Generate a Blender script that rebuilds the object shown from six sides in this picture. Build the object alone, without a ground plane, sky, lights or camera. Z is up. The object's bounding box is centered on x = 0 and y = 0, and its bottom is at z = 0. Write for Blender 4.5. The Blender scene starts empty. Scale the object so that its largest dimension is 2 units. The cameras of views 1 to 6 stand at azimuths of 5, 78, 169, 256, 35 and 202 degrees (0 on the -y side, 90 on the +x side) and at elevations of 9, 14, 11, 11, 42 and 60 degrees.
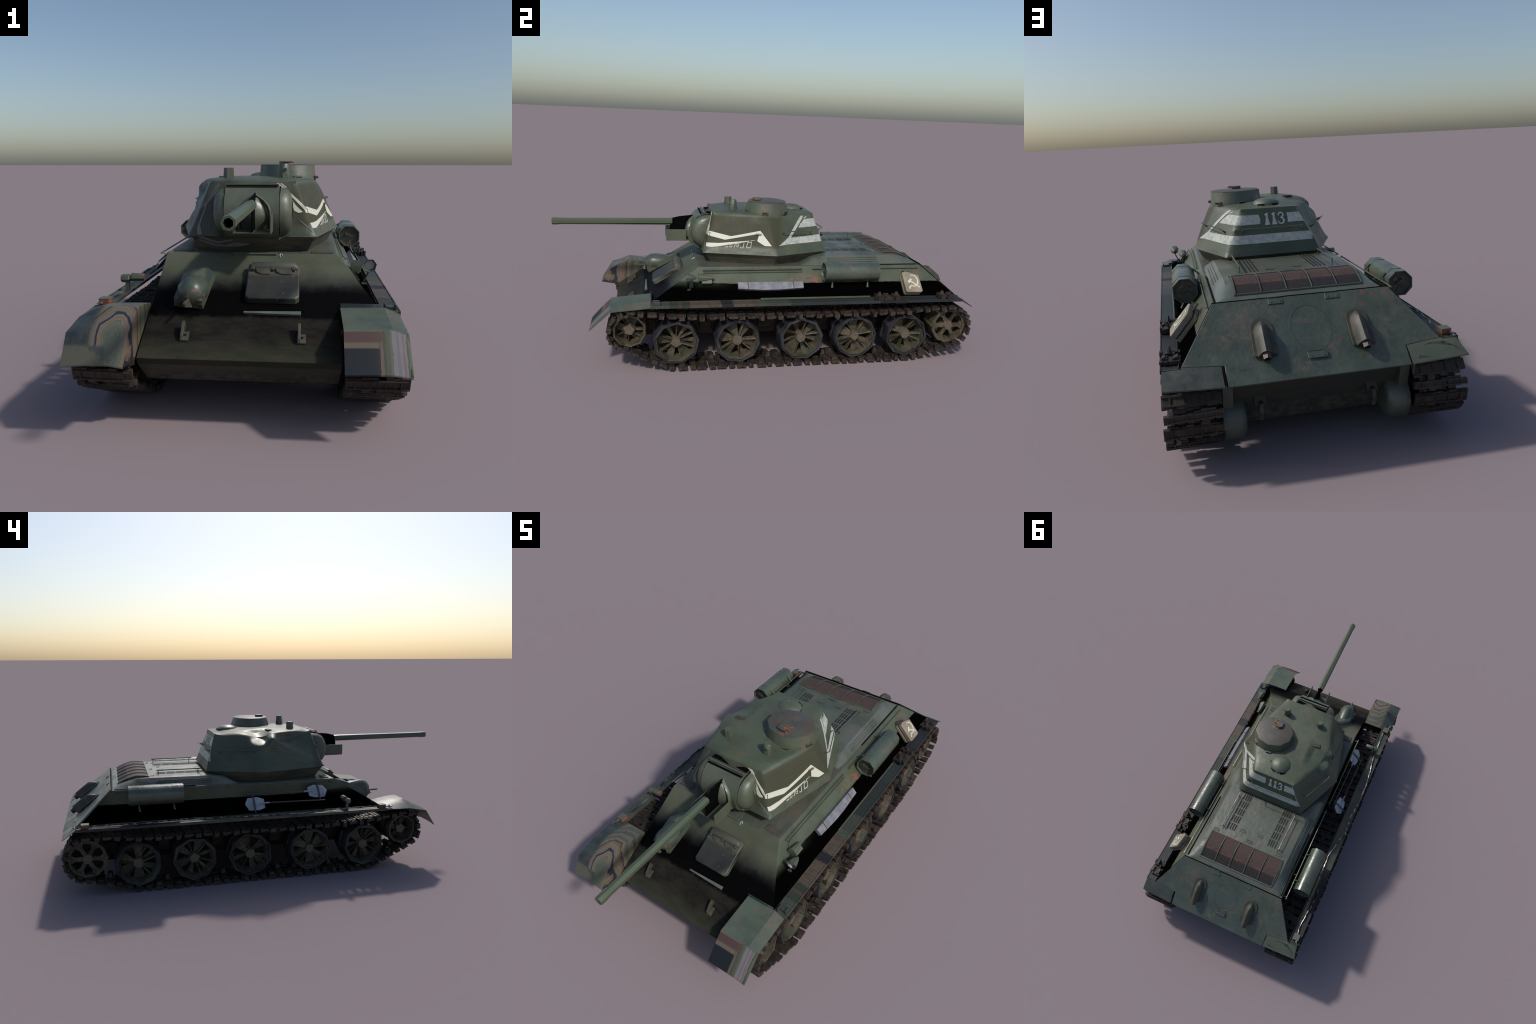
import bpy, bmesh, math, random
from mathutils import Vector, Matrix
from mathutils.bvhtree import BVHTree

R = random.Random(7)

# ------------------------------------------------------------------ node helpers
class Mat:
    """Small wrapper to write procedural materials compactly."""
    def __init__(self, name):
        self.m = bpy.data.materials.new(name)
        self.m.use_nodes = True
        self.t = self.m.node_tree
        self.n = self.t.nodes
        self.b = self.n["Principled BSDF"]
        self.tc = self.n.new("ShaderNodeTexCoord")
        self.P = self.tc.outputs["Object"]
        self._xyz = None

    def link(self, a, b): self.t.links.new(a, b)

    def put(self, sock, v):
        if hasattr(v, "links"): self.link(v, sock)
        else: sock.default_value = v

    def xyz(self):
        if self._xyz is None:
            s = self.n.new("ShaderNodeSeparateXYZ"); self.link(self.P, s.inputs[0])
            self._xyz = s.outputs
        return self._xyz

    def scaled(self, sx, sy, sz, off=(0, 0, 0), rot=(0, 0, 0)):
        mp = self.n.new("ShaderNodeMapping"); self.link(self.P, mp.inputs[0])
        mp.inputs["Scale"].default_value = (sx, sy, sz)
        mp.inputs["Location"].default_value = off
        mp.inputs["Rotation"].default_value = rot
        return mp.outputs[0]

    def noise(self, scale, detail=4, rough=.6, vec=None, dist=0):
        x = self.n.new("ShaderNodeTexNoise")
        self.link(vec or self.P, x.inputs["Vector"])
        x.inputs["Scale"].default_value = scale
        x.inputs["Detail"].default_value = detail
        x.inputs["Roughness"].default_value = rough
        x.inputs["Distortion"].default_value = dist
        return x.outputs["Fac"]

    def math(self, op, a, b=0.0, c=0.0):
        x = self.n.new("ShaderNodeMath"); x.operation = op
        for i, v in enumerate((a, b, c)): self.put(x.inputs[i], v)
        return x.outputs[0]

    def step(self, v, lo, hi, a=0.0, b=1.0):
        x = self.n.new("ShaderNodeMapRange"); x.interpolation_type = 'SMOOTHSTEP'
        self.put(x.inputs["Value"], v)
        x.inputs["From Min"].default_value = lo; x.inputs["From Max"].default_value = hi
        x.inputs["To Min"].default_value = a; x.inputs["To Max"].default_value = b
        return x.outputs[0]

    def mul(self, *f):
        r = f[0]
        for g in f[1:]: r = self.math('MULTIPLY', r, g)
        return r

    def mix(self, fac, a, b, mode='MIX'):
        x = self.n.new("ShaderNodeMix"); x.data_type = 'RGBA'; x.blend_type = mode
        self.put(x.inputs[0], fac)
        for i, v in ((6, a), (7, b)):
            if isinstance(v, tuple): v = (*v[:3], 1)
            self.put(x.inputs[i], v)
        return x.outputs[2]

    def ramp(self, fac, stops, constant=False):
        x = self.n.new("ShaderNodeValToRGB"); r = x.color_ramp
        r.interpolation = 'CONSTANT' if constant else 'LINEAR'
        while len(r.elements) < len(stops): r.elements.new(.5)
        for e, (p, c) in zip(r.elements, stops): e.position = p; e.color = (*c, 1)
        self.link(fac, x.inputs[0])
        return x.outputs[0]

    def random(self):
        return self.n.new("ShaderNodeObjectInfo").outputs["Random"]

    def finish(self, color, rough=.5, metal=0.0, bump=None, strength=.3, dist=.003, spec=.5):
        self.put(self.b.inputs["Base Color"], (*color, 1) if isinstance(color, tuple) else color)
        self.put(self.b.inputs["Roughness"], rough)
        self.put(self.b.inputs["Metallic"], metal)
        self.b.inputs["Specular IOR Level"].default_value = spec
        if bump is not None:
            bp = self.n.new("ShaderNodeBump")
            bp.inputs["Strength"].default_value = strength
            bp.inputs["Distance"].default_value = dist
            self.link(bump, bp.inputs["Height"])
            self.link(bp.outputs[0], self.b.inputs["Normal"])
        return self.m


GREEN = (.066, .082, .051)
RUST = (.22, .065, .022)
RUSTY = (.125, .082, .058)
DUST = (.105, .095, .070)
SHADE_BLACK = (.0012, .0011, .001)

def worn(m, base, dust=.5, rust=.5, scale=1.0):
    """armour paint: mottled tone, dusty brown patches, small orange rust blooms"""
    tone = m.noise(7 * scale, 5)
    c = m.mix(m.step(tone, .3, .7), tuple(v * .80 for v in base), tuple(v * 1.22 for v in base))
    c = m.mix(m.step(m.noise(3.1 * scale, 3, vec=m.scaled(1, 1, 1, (4, 2, 7))), .5, .75, 0, .45), c, (base[0] * .8, base[1] * .95, base[2] * 1.15))
    d = m.mul(m.step(m.noise(5.3 * scale, 6, .7, vec=m.scaled(1, 1, 1, (9, 1, 3))), .49, .62), dust)
    c = m.mix(m.mul(d, m.step(m.noise(34 * scale, 5, .7), .36, .56)), c, DUST)
    spots = m.mul(m.step(m.noise(9 * scale, 2, vec=m.scaled(1, 1, 1, (1, 8, 2))), .57, .66),
                  m.step(m.noise(55 * scale, 3), .46, .58), rust)
    c = m.mix(spots, c, RUSTY)
    hot = m.mul(m.step(m.noise(8 * scale, 2, vec=m.scaled(1, 1, 1, (3, 5, 6))), .63, .70), m.step(m.noise(60 * scale, 2), .5, .62), rust)
    c = m.mix(hot, c, RUST)
    return c, tone

def paint(name, base=GREEN, dust=.5, rust=.5, rough=.46, scale=1.0, bump=.25, spec=.75, dist=.003):
    m = Mat(name)
    c, tone = worn(m, base, dust, rust, scale)
    rg = m.step(m.noise(13, 5, .7), .35, .65, rough - .14, rough + .12)
    fine = m.noise(95, 4, .7)
    c = m.mix(m.step(fine, .3, .7, 0, .35), c, m.mix(.5, c, DUST))
    streak = m.mul(m.step(m.noise(6, 5, .75, vec=m.scaled(1, 6, 6, (2, 2, 2), (.3, .2, .9))), .60, .72), .35 + dust * .3)
    c = m.mix(streak, c, (.040, .042, .032))
    h = m.math('ADD', m.noise(70, 5, .65), m.mul(m.noise(20, 4, .6), 1.0))
    return m.finish(c, rg, 0, h, bump, dist, spec)

M = {}
M['green'] = paint("green_armour_paint")
m = Mat("green_barrel_paint"); n = m.noise(6, 3)
M['green_clean'] = m.finish(m.mix(m.step(n, .3, .7), (.058, .080, .044), (.072, .092, .052)), .36, spec=.7)
M['green_drum'] = paint("green_drum_paint", (.060, .081, .058), .3, .7, .36)
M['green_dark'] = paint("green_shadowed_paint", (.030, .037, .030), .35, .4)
def deck_material():
    m = Mat("green_deck_paint")
    c, tone = worn(m, (.064, .078, .054), .6, .7)
    sheen = m.step(m.noise(7, 3, .5), .42, .60)              # sun sheen on the deck, lightened into the colour below
    h = m.math('ADD', m.noise(16, 3, .5), m.mul(m.noise(60, 3, .6), .25))
    c = m.mix(m.mul(sheen, .35), c, (.115, .120, .105))
    return m.finish(c, m.mix(sheen, (.46, .46, .46), (.33, .33, .33)), 0, h, .45, .006, .9)
M['deck'] = deck_material()
M['plate'] = paint("green_rear_plate_paint", (.052, .070, .050), 1.0, .6, .38, 1, .5)
M['soot'] = Mat("sooty_black").finish(SHADE_BLACK, .8, spec=.15)
M['strip'] = paint("pale_green_strip", (.10, .115, .095), .6, .4)
M['slot'] = Mat("dark_slot").finish((.020, .023, .022), .7, spec=.2)
M['hole'] = Mat("dark_opening").finish((.002, .002, .002), .9, spec=.05)

def side_material():
    m = Mat("hull_side_paint"); x, y, z = m.xyz()
    c, tone = worn(m, (.063, .079, .050), .4, .35)
    # reddish streaks just above the near-black band, towards the rear
    s = m.mul(m.step(m.noise(13, 5, .75, vec=m.scaled(1, .8, 1.5)), .52, .60), m.step(y, -.05, .12), m.step(z, .432, .385), m.step(x, 0, .1))
    c = m.mix(m.mul(s, .85), c, (.20, .085, .055))
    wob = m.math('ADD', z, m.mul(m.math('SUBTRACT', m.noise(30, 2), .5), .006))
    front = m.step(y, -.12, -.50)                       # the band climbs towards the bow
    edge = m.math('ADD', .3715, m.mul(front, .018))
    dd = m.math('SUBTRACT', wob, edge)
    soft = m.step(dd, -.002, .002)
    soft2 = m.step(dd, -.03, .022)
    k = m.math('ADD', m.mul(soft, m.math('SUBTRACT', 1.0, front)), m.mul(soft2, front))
    low = m.mix(m.step(z, .30, .26), SHADE_BLACK, m.mix(m.step(m.noise(14, 5), .4, .65), (.018, .017, .012), (.06, .035, .022)))  # lower flank near-black, mottled dark brown further down
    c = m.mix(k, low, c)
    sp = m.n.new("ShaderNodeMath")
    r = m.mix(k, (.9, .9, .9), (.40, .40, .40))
    mm = m.finish(c, r, 0, m.noise(80, 4), .2, .002)
    m.link(m.step(k, 0, 1, .0, .5), m.b.inputs["Specular IOR Level"])
    return mm
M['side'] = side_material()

def glacis_material():
    m = Mat("glacis_paint"); x, y, z = m.xyz()
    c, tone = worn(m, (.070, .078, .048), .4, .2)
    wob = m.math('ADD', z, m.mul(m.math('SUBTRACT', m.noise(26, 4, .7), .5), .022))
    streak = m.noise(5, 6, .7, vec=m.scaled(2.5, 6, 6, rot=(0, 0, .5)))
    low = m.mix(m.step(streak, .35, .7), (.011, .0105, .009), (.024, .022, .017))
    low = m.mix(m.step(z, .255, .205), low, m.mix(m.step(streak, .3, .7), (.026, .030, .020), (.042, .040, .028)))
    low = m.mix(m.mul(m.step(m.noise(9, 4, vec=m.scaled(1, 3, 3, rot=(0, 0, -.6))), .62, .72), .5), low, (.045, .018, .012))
    c = m.mix(m.step(wob, .402, .350), c, (.007, .007, .006))  # glacis colour darkened downward into a baked black shading band
    c = m.mix(m.step(wob, .352, .342), c, SHADE_BLACK)
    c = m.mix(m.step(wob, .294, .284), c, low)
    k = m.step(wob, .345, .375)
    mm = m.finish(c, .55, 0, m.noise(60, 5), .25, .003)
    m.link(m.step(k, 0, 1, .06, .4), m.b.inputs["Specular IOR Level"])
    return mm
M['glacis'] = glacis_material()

def roof_material():
    m = Mat("hull_roof_paint"); x, y, z = m.xyz()
    c, tone = worn(m, (.060, .072, .058), .6, .3)
    grain = m.noise(22, 5, .7, vec=m.scaled(5, .8, 1, rot=(0, 0, .25)))
    c = m.mix(m.mul(m.step(grain, .4, .65), .8), c, (.105, .092, .070))
    return m.finish(c, .48, 0, grain, .3, .003)
M['roof'] = roof_material()

def lower_material():
    m = Mat("lower_hull_mud"); x, y, z = m.xyz()
    n = m.noise(9, 6, .7, vec=m.scaled(1, .5, 1.4))
    c = m.mix(m.step(n, .35, .65), (.022, .020, .015), (.060, .044, .030))
    c = m.mix(m.step(m.noise(7, 5, vec=m.scaled(1, 1, 1, (5, 0, 1))), .58, .68, 0, .7), c, (.09, .042, .024))
    return m.finish(c, .7, 0, n, .4, .004, .3)
M['lower'] = lower_material()

M['dusty_green'] = paint("dusty_green_casting", (.055, .068, .050), 1.0, .1, .5)
def stern_material():
    m = Mat("stern_lower_paint"); x, y, z = m.xyz()
    n = m.noise(8, 5, .6, vec=m.scaled(.4, 1, 5))
    c = m.mix(m.step(n, .35, .65), (.026, .036, .030), (.045, .040, .028))
    c = m.mix(m.mul(m.step(z, .19, .11), m.step(m.noise(40, 4), .45, .6)), c, (.075, .068, .052))
    return m.finish(c, .6, 0, n, .3, .003, .35)
M['stern'] = stern_material()

def turret_material():
    m = Mat("turret_paint"); x, y, z = m.xyz()
    c, tone = worn(m, (.064, .080, .050), .35, .4)
    right = m.mul(m.step(x, .10, .16), m.step(y, .10, .05), m.step(z, .668, .655), m.step(z, .515, .535))
    st = m.noise(4, 4, .65, vec=m.scaled(1, 1.5, 26, rot=(-.12, 0, 0)))
    olive = m.ramp(st, [(.3, (.044, .054, .034)), (.47, (.052, .058, .036)), (.52, (.068, .055, .038)), (.56, (.050, .056, .036)), (.7, (.056, .062, .040))])
    c = m.mix(right, c, olive)
    left = m.mul(m.step(x, -.10, -.16), m.step(z, .655, .62))
    st2 = m.noise(3, 5, .7, vec=m.scaled(1, 1.2, 22, rot=(.25, 0, 0)))
    c = m.mix(m.mul(left, m.step(st2, .5, .62), .5), c, m.mix(m.step(st2, .55, .64), (.052, .050, .040), (.085, .062, .050)))
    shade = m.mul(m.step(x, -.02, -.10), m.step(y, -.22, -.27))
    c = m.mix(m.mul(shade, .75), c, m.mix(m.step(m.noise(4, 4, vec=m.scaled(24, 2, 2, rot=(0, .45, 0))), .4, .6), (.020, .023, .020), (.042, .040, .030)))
    bump = m.math('ADD', m.noise(45, 4, .6), m.mul(m.noise(9, 3), 1.2))
    mm = m.finish(c, m.step(m.noise(12, 3), .3, .7, .42, .56), 0, bump, .3, .004, .5)
    m.link(m.math('SUBTRACT', .5, m.mul(right, .38)), m.b.inputs["Specular IOR Level"])
    return mm
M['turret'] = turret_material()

def neck_material():
    m = Mat("turret_ring_dust")
    n = m.noise(6, 5, .7, vec=m.scaled(1, 1, 5))
    return m.finish(m.mix(m.step(n, .35, .65), (.048, .050, .036), (.098, .086, .064)), .6, 0, n, .3, .003, .3)
M['neck'] = neck_material()

def white_material():
    m = Mat("chalky_white_paint")
    n = m.noise(60, 6, .75)
    c = m.mix(m.step(n, .38, .62), (.33, .345, .31), (.50, .515, .47))
    c = m.mix(m.step(m.noise(18, 4), .62, .75, 0, .4), c, (.22, .23, .20))
    return m.finish(c, .55, 0, n, .3, .002)
M['white'] = white_material()
M['pale'] = Mat("pale_cream_paint").finish((.56, .56, .46), .5)
M['grey_band'] = Mat("faded_grey_band").finish((.15, .155, .15), .55)
M['digit'] = Mat("pale_grey_number_paint").finish((.50, .52, .48), .6)
M['grey_line'] = Mat("faded_grey_paint").finish((.10, .11, .11), .5)

def grille_material():
    m = Mat("red_brown_mesh"); x, y, z = m.xyz()
    n = m.noise(220, 2)
    c = m.mix(m.step(n, .4, .6), (.050, .033, .029), (.084, .054, .047))
    c = m.mix(m.step(y, .692, .700), c, m.mix(m.step(n, .4, .6), (.018, .017, .018), (.030, .026, .027)))
    c = m.mix(m.mul(m.step(y, .68, .694), m.step(y, .697, .694), m.step(m.noise(30, 3), .45, .6)), c, (.13, .05, .035))
    return m.finish(c, .7, 0, n, .4, .001, .25)
M['grille'] = grille_material()

def track_material():
    m = Mat("rusty_track_steel"); x, y, z = m.xyz()
    n = m.noise(38, 6, .7)
    c = m.ramp(n, [(.3, (.016, .013, .012)), (.5, (.042, .031, .024)), (.7, (.095, .070, .052))])
    c = m.mix(m.mul(m.random(), .6), c, (.020, .017, .016))
    c = m.mix(m.mul(m.step(m.random(), .6, .95), .35), c, (.12, .088, .064))
    gx = m.step(m.math('ABSOLUTE', m.math('SUBTRACT', m.math('FRACT', m.mul(x, 52.0)), .5)), .40, .46)
    gy = m.step(m.math('ABSOLUTE', m.math('SUBTRACT', m.math('FRACT', m.mul(y, 80.0)), .5)), .40, .46)
    c = m.mix(m.mul(m.math('MAXIMUM', gx, gy), .5), c, (.010, .011, .016))
    return m.finish(c, m.step(n, .3, .7, .42, .7), .25, n, .5, .004, .4)
M['track'] = track_material()

def rubber_material():
    m = Mat("worn_rubber")
    n = m.noise(14, 5, .7)
    c = m.mix(m.step(n, .35, .7), (.014, .015, .019), (.038, .038, .042))
    c = m.mix(m.step(m.noise(11, 3, vec=m.scaled(1, 1, 1, (4, 4, 4))), .64, .70, 0, .8), c, (.075, .050, .040))
    return m.finish(c, .55, 0, n, .3, .004, .4)
M['rubber'] = rubber_material()

def wheel_material():
    m = Mat("muddy_wheel_paint")
    n = m.noise(26, 5, .7)
    c = m.mix(m.step(n, .35, .65), (.034, .030, .020), (.100, .080, .053))
    c = m.mix(m.step(m.noise(12, 3, vec=m.scaled(1, 1, 1, (2, 7, 4))), .58, .66, 0, .7), c, (.045, .056, .036))
    return m.finish(c, .6, 0, n, .4, .003, .35)
M['wheel'] = wheel_material()
m = Mat("tan_hub_paint"); n = m.noise(120, 4, .7)
M['hub'] = m.finish(m.mix(m.step(n, .35, .65), (.075, .062, .046), (.14, .112, .084)), .6, 0, n, .3, .002, .3)
m = Mat("bluish_bare_steel"); n = m.noise(30, 4)
M['steel'] = m.finish(m.mix(m.step(n, .3, .7), (.13, .135, .165), (.235, .23, .245)), .4, .1, n, .2, .002)
m = Mat("dull_shovel_steel"); n = m.noise(25, 4)
M['shovel'] = m.finish(m.mix(m.step(n, .3, .7), (.22, .24, .30), (.42, .41, .42)), .42, .1, n, .2, .002)
m = Mat("bright_cable_steel"); n = m.noise(40, 3)
M['cable'] = m.finish(m.mix(m.step(n, .42, .6), (.05, .042, .04), (.36, .34, .34)), .34, .75)
m = Mat("brown_wood_handle"); n = m.noise(30, 4, vec=m.scaled(4, .5, 4))
M['wood'] = m.finish(m.mix(m.step(n, .3, .7), (.05, .03, .024), (.11, .065, .05)), .6)
m = Mat("khaki_tan_metal"); n = m.noise(18, 5)
M['tan'] = m.finish(m.mix(m.step(n, .3, .7), (.19, .163, .115), (.29, .25, .185)), .5, 0, n, .2, .002)
M['tan_dark'] = Mat("khaki_dark_metal").finish((.055, .048, .038), .55)
m = Mat("burnt_exhaust_metal"); n = m.noise(30, 4)
M['burnt'] = m.finish(m.mix(m.step(n, .35, .65), (.036, .040, .028), (.070, .060, .042)), .55, .0, n, .35, .003)
m = Mat("pinkish_bare_metal"); n = m.noise(30, 4)
M['pink'] = m.finish(m.mix(m.step(n, .35, .65), (.040, .024, .020), (.075, .050, .045)), .45, .2)
M['lens'] = Mat("grey_lamp_glass").finish((.30, .30, .31), .35)
m = Mat("rust_red_metal"); n = m.noise(30, 4)
M['rustred'] = m.finish(m.mix(m.step(n, .35, .65), (.10, .05, .035), (.26, .08, .04)), .6)

def hatch_material():
    m = Mat("cupola_lid_paint"); x, y, z = m.xyz()
    c, tone = worn(m, (.060, .066, .056), .9, .3)
    d = m.math('SQRT', m.math('ADD', m.math('POWER', m.math('SUBTRACT', x, .125), 2), m.math('POWER', m.math('ADD', y, .035), 2)))
    br = m.mul(m.step(m.noise(12, 4), .45, .62), .55)
    c = m.mix(br, c, (.085, .058, .044))
    hot = m.mul(m.step(d, .055, .02), m.step(m.noise(42, 3), .55, .62))
    c = m.mix(hot, c, (.32, .085, .025))
    return m.finish(c, .5, 0, m.noise(60, 4), .3, .003)
M['lid'] = hatch_material()

def driver_hatch_material():
    m = Mat("driver_hatch_paint"); x, y, z = m.xyz()
    c = m.mix(m.step(m.noise(7, 4), .35, .65), (.017, .020, .019), (.034, .035, .030))
    corner = m.step(m.math('ADD', m.math('SUBTRACT', x, .15), m.mul(m.math('SUBTRACT', .345, z), 1.4)), -.03, .02)
    c = m.mix(corner, c, (.085, .090, .068))
    c = m.mix(m.step(z, .385, .395), c, (.070, .072, .056))
    c = m.mix(m.step(m.noise(50, 3), .66, .70, 0, .7), c, (.13, .07, .05))
    return m.finish(c, .5, 0, m.noise(40, 4), .25, .003, .35)
M['driver'] = driver_hatch_material()

def mudguard_right_material():
    """flat green top, red-brown fold, and stretched vertical stripes on the sloping flap"""
    m = Mat("mudguard_striped_right"); x, y, z = m.xyz()
    top, _ = worn(m, (.072, .095, .074), .9, .7, 1.6)
    jag = m.mul(m.math('SUBTRACT', m.noise(70, 2), .5), .006)
    u = m.math('DIVIDE', m.math('SUBTRACT', m.math('ADD', x, jag), .277), .172)
    # the stripe pattern fans inwards near the fold
    slope = m.step(y, -.80, -.715)
    u2 = m.math('ADD', u, m.mul(m.math('ADD', y, .80), m.mul(slope, .0)))
    G, T, L, B = (.070, .080, .054), (.12, .09, .064), (.165, .148, .154), (.009, .013, .018)
    st = m.ramp(u2, [(0, B), (.50, (.014, .018, .024)), (.53, T), (.58, (.05, .06, .042)), (.62, G), (.68, (.10, .105, .078)), (.715, L), (.78, (.13, .126, .15)), (.82, L),
                     (.865, (.14, .095, .095)), (.89, (.14, .128, .132)), (.925, (.05, .065, .05)), (.95, (.085, .105, .075))], True)
    st = m.mix(m.step(m.noise(60, 3, vec=m.scaled(8, .3, .3)), .4, .6, 0, .3), st, m.mix(.5, st, (.010, .012, .014)))
    fold = m.mul(m.step(y, -.718, -.722), m.step(y, -.745, -.738), m.step(u, .62, .55))
    st = m.mix(fold, st, (.075, .045, .040))
    head = m.mul(m.step(y, -.756, -.752), m.step(u, .55, .5))
    st = m.mix(m.mul(head, m.math('SUBTRACT', 1.0, fold)), st, (.12, .095, .07))
    c = m.mix(m.step(y, -.715, -.719), top, st)
    back = m.step(y, -.5455, -.5425)
    bk = m.ramp(u, [(0, (.03, .04, .046)), (.42, (.045, .055, .06)), (.55, (.075, .095, .11)), (.68, (.09, .058, .048))], True)
    c = m.mix(back, c, bk)
    return m.finish(c, .55, 0, m.noise(50, 4), .2, .002, .3)
M['mudguard_right'] = mudguard_right_material()

def mudguard_left_material():
    """agate-like nested bands around the inner front corner"""
    m = Mat("mudguard_striped_left"); x, y, z = m.xyz()
    wob = m.mul(m.math('SUBTRACT', m.noise(14, 3), .5), .02)
    dx = m.math('ABSOLUTE', m.math('ADD', x, .325))
    dy = m.math('ADD', m.math('ADD', y, .775), m.mul(m.math('SUBTRACT', z, .25), .0))
    d1 = m.math('MAXIMUM', m.mul(dx, 1.25), m.mul(m.math('ABSOLUTE', dy), .62))
    d2 = m.math('ADD', m.mul(dx, .72), m.mul(m.math('ABSOLUTE', dy), .52))
    d = m.math('ADD', m.math('MAXIMUM', d1, d2), wob)
    u = m.math('DIVIDE', d, .17)
    G, T, D, K = (.075, .090, .065), (.15, .115, .080), (.045, .036, .028), (.020, .022, .028)
    st = m.ramp(u, [(0, G), (.16, (.10, .105, .075)), (.22, T), (.30, K), (.335, (.11, .11, .115)), (.36, T), (.43, (.12, .10, .07)), (.47, D), (.49, T), (.55, G),
                    (.61, T), (.65, (.10, .115, .085)), (.70, D), (.715, G), (.76, (.125, .11, .08)), (.80, G), (.86, (.15, .12, .09)), (.93, G)], True)
    fine = m.math('SINE', m.mul(d, 900.0))
    st = m.mix(m.step(fine, .2, .9, 0, .35), st, D)
    side = m.mul(m.step(x, -.372, -.398), 1.0)
    dark = m.mix(m.step(m.noise(9, 5, .7), .38, .62), (.016, .022, .028), (.046, .056, .046))
    c = m.mix(side, st, dark)
    lip = m.mul(m.step(z, .262, .252), m.step(x, -.335, -.345))
    c = m.mix(lip, c, m.mix(m.step(m.noise(12, 3), .4, .6), (.040, .052, .046), (.085, .085, .06)))
    return m.finish(c, .45, 0, m.noise(50, 4), .2, .002)
M['mudguard_left'] = mudguard_left_material()

def fender_right_material():
    m = Mat("fender_patchwork_right"); x, y, z = m.xyz()
    jag = m.mul(m.math('SUBTRACT', m.noise(60, 3, vec=m.scaled(4, 1, 1)), .5), .02)
    u = m.math('DIVIDE', m.math('ADD', m.math('ADD', y, jag), .55), 1.5)
    Gd, W, K = (.030, .040, .028), (.085, .066, .048), (.012, .013, .018)
    st = m.ramp(u, [(0, (.05, .065, .05)), (.055, Gd), (.085, (.09, .045, .04)), (.09, Gd), (.115, W), (.21, K), (.245, W), (.30, (.075, .056, .042)), (.32, (.055, .075, .055)), (.345, (.045, .055, .042)),
                    (.42, (.020, .028, .027)), (.60, (.026, .034, .034)), (.71, (.010, .012, .013)), (.80, (.017, .021, .025))], True)
    grain = m.noise(30, 5, .7, vec=m.scaled(1, 7, 1))
    st = m.mix(m.step(grain, .42, .62, 0, .85), st, m.mix(.65, st, (.022, .02, .018)))
    return m.finish(st, .55, 0, grain, .4, .003, .4)
M['fender_right'] = fender_right_material()

def fender_left_material():
    m = Mat("fender_patchwork_left"); x, y, z = m.xyz()
    n = m.noise(9, 4, .6, vec=m.scaled(1, .7, 1))
    c = m.ramp(n, [(.3, (.022, .030, .030)), (.45, (.046, .055, .042)), (.55, (.082, .072, .046)), (.62, (.050, .060, .044)), (.72, (.085, .052, .036))])
    c = m.mix(m.step(y, .45, .60), c, (.016, .018, .016))
    return m.finish(c, .5, 0, n, .2, .003, .45)
M['fender_left'] = fender_left_material()

# ------------------------------------------------------------------ mesh helpers
ROOT = bpy.data.objects.new("battle_tank", None)
bpy.context.collection.objects.link(ROOT)
ROOT.empty_display_size = .2
ROOT["label"] = "weathered green battle tank with white turret stripes"
ROOT["category"] = "military tank"

def obj(name, me, mat=None, parent=ROOT, smooth=None, bevel=0, seg=2):
    o = bpy.data.objects.new(name, me)
    bpy.context.collection.objects.link(o)
    o.parent = parent
    if mat is not None and not me.materials:
        for k in (mat if isinstance(mat, (list, tuple)) else [mat]): me.materials.append(M[k])
    if smooth is not None:
        for p in me.polygons: p.use_smooth = True
        me.set_sharp_from_angle(angle=math.radians(smooth))
    if bevel:
        b = o.modifiers.new("edge_rounding", 'BEVEL')
        b.width = bevel; b.segments = seg; b.limit_method = 'ANGLE'; b.angle_limit = math.radians(28)
        if smooth is None:
            for p in me.polygons: p.use_smooth = True
            me.set_sharp_from_angle(angle=math.radians(70))
        b.harden_normals = True
    return o

def mesh(name, verts, faces, fix=True):
    me = bpy.data.meshes.new(name)
    me.from_pydata([tuple(v) for v in verts], [], faces)
    if fix:
        bm = bmesh.new(); bm.from_mesh(me)
        bmesh.ops.recalc_face_normals(bm, faces=bm.faces)
        bm.to_mesh(me); bm.free()
    me.update()
    return me

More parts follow.
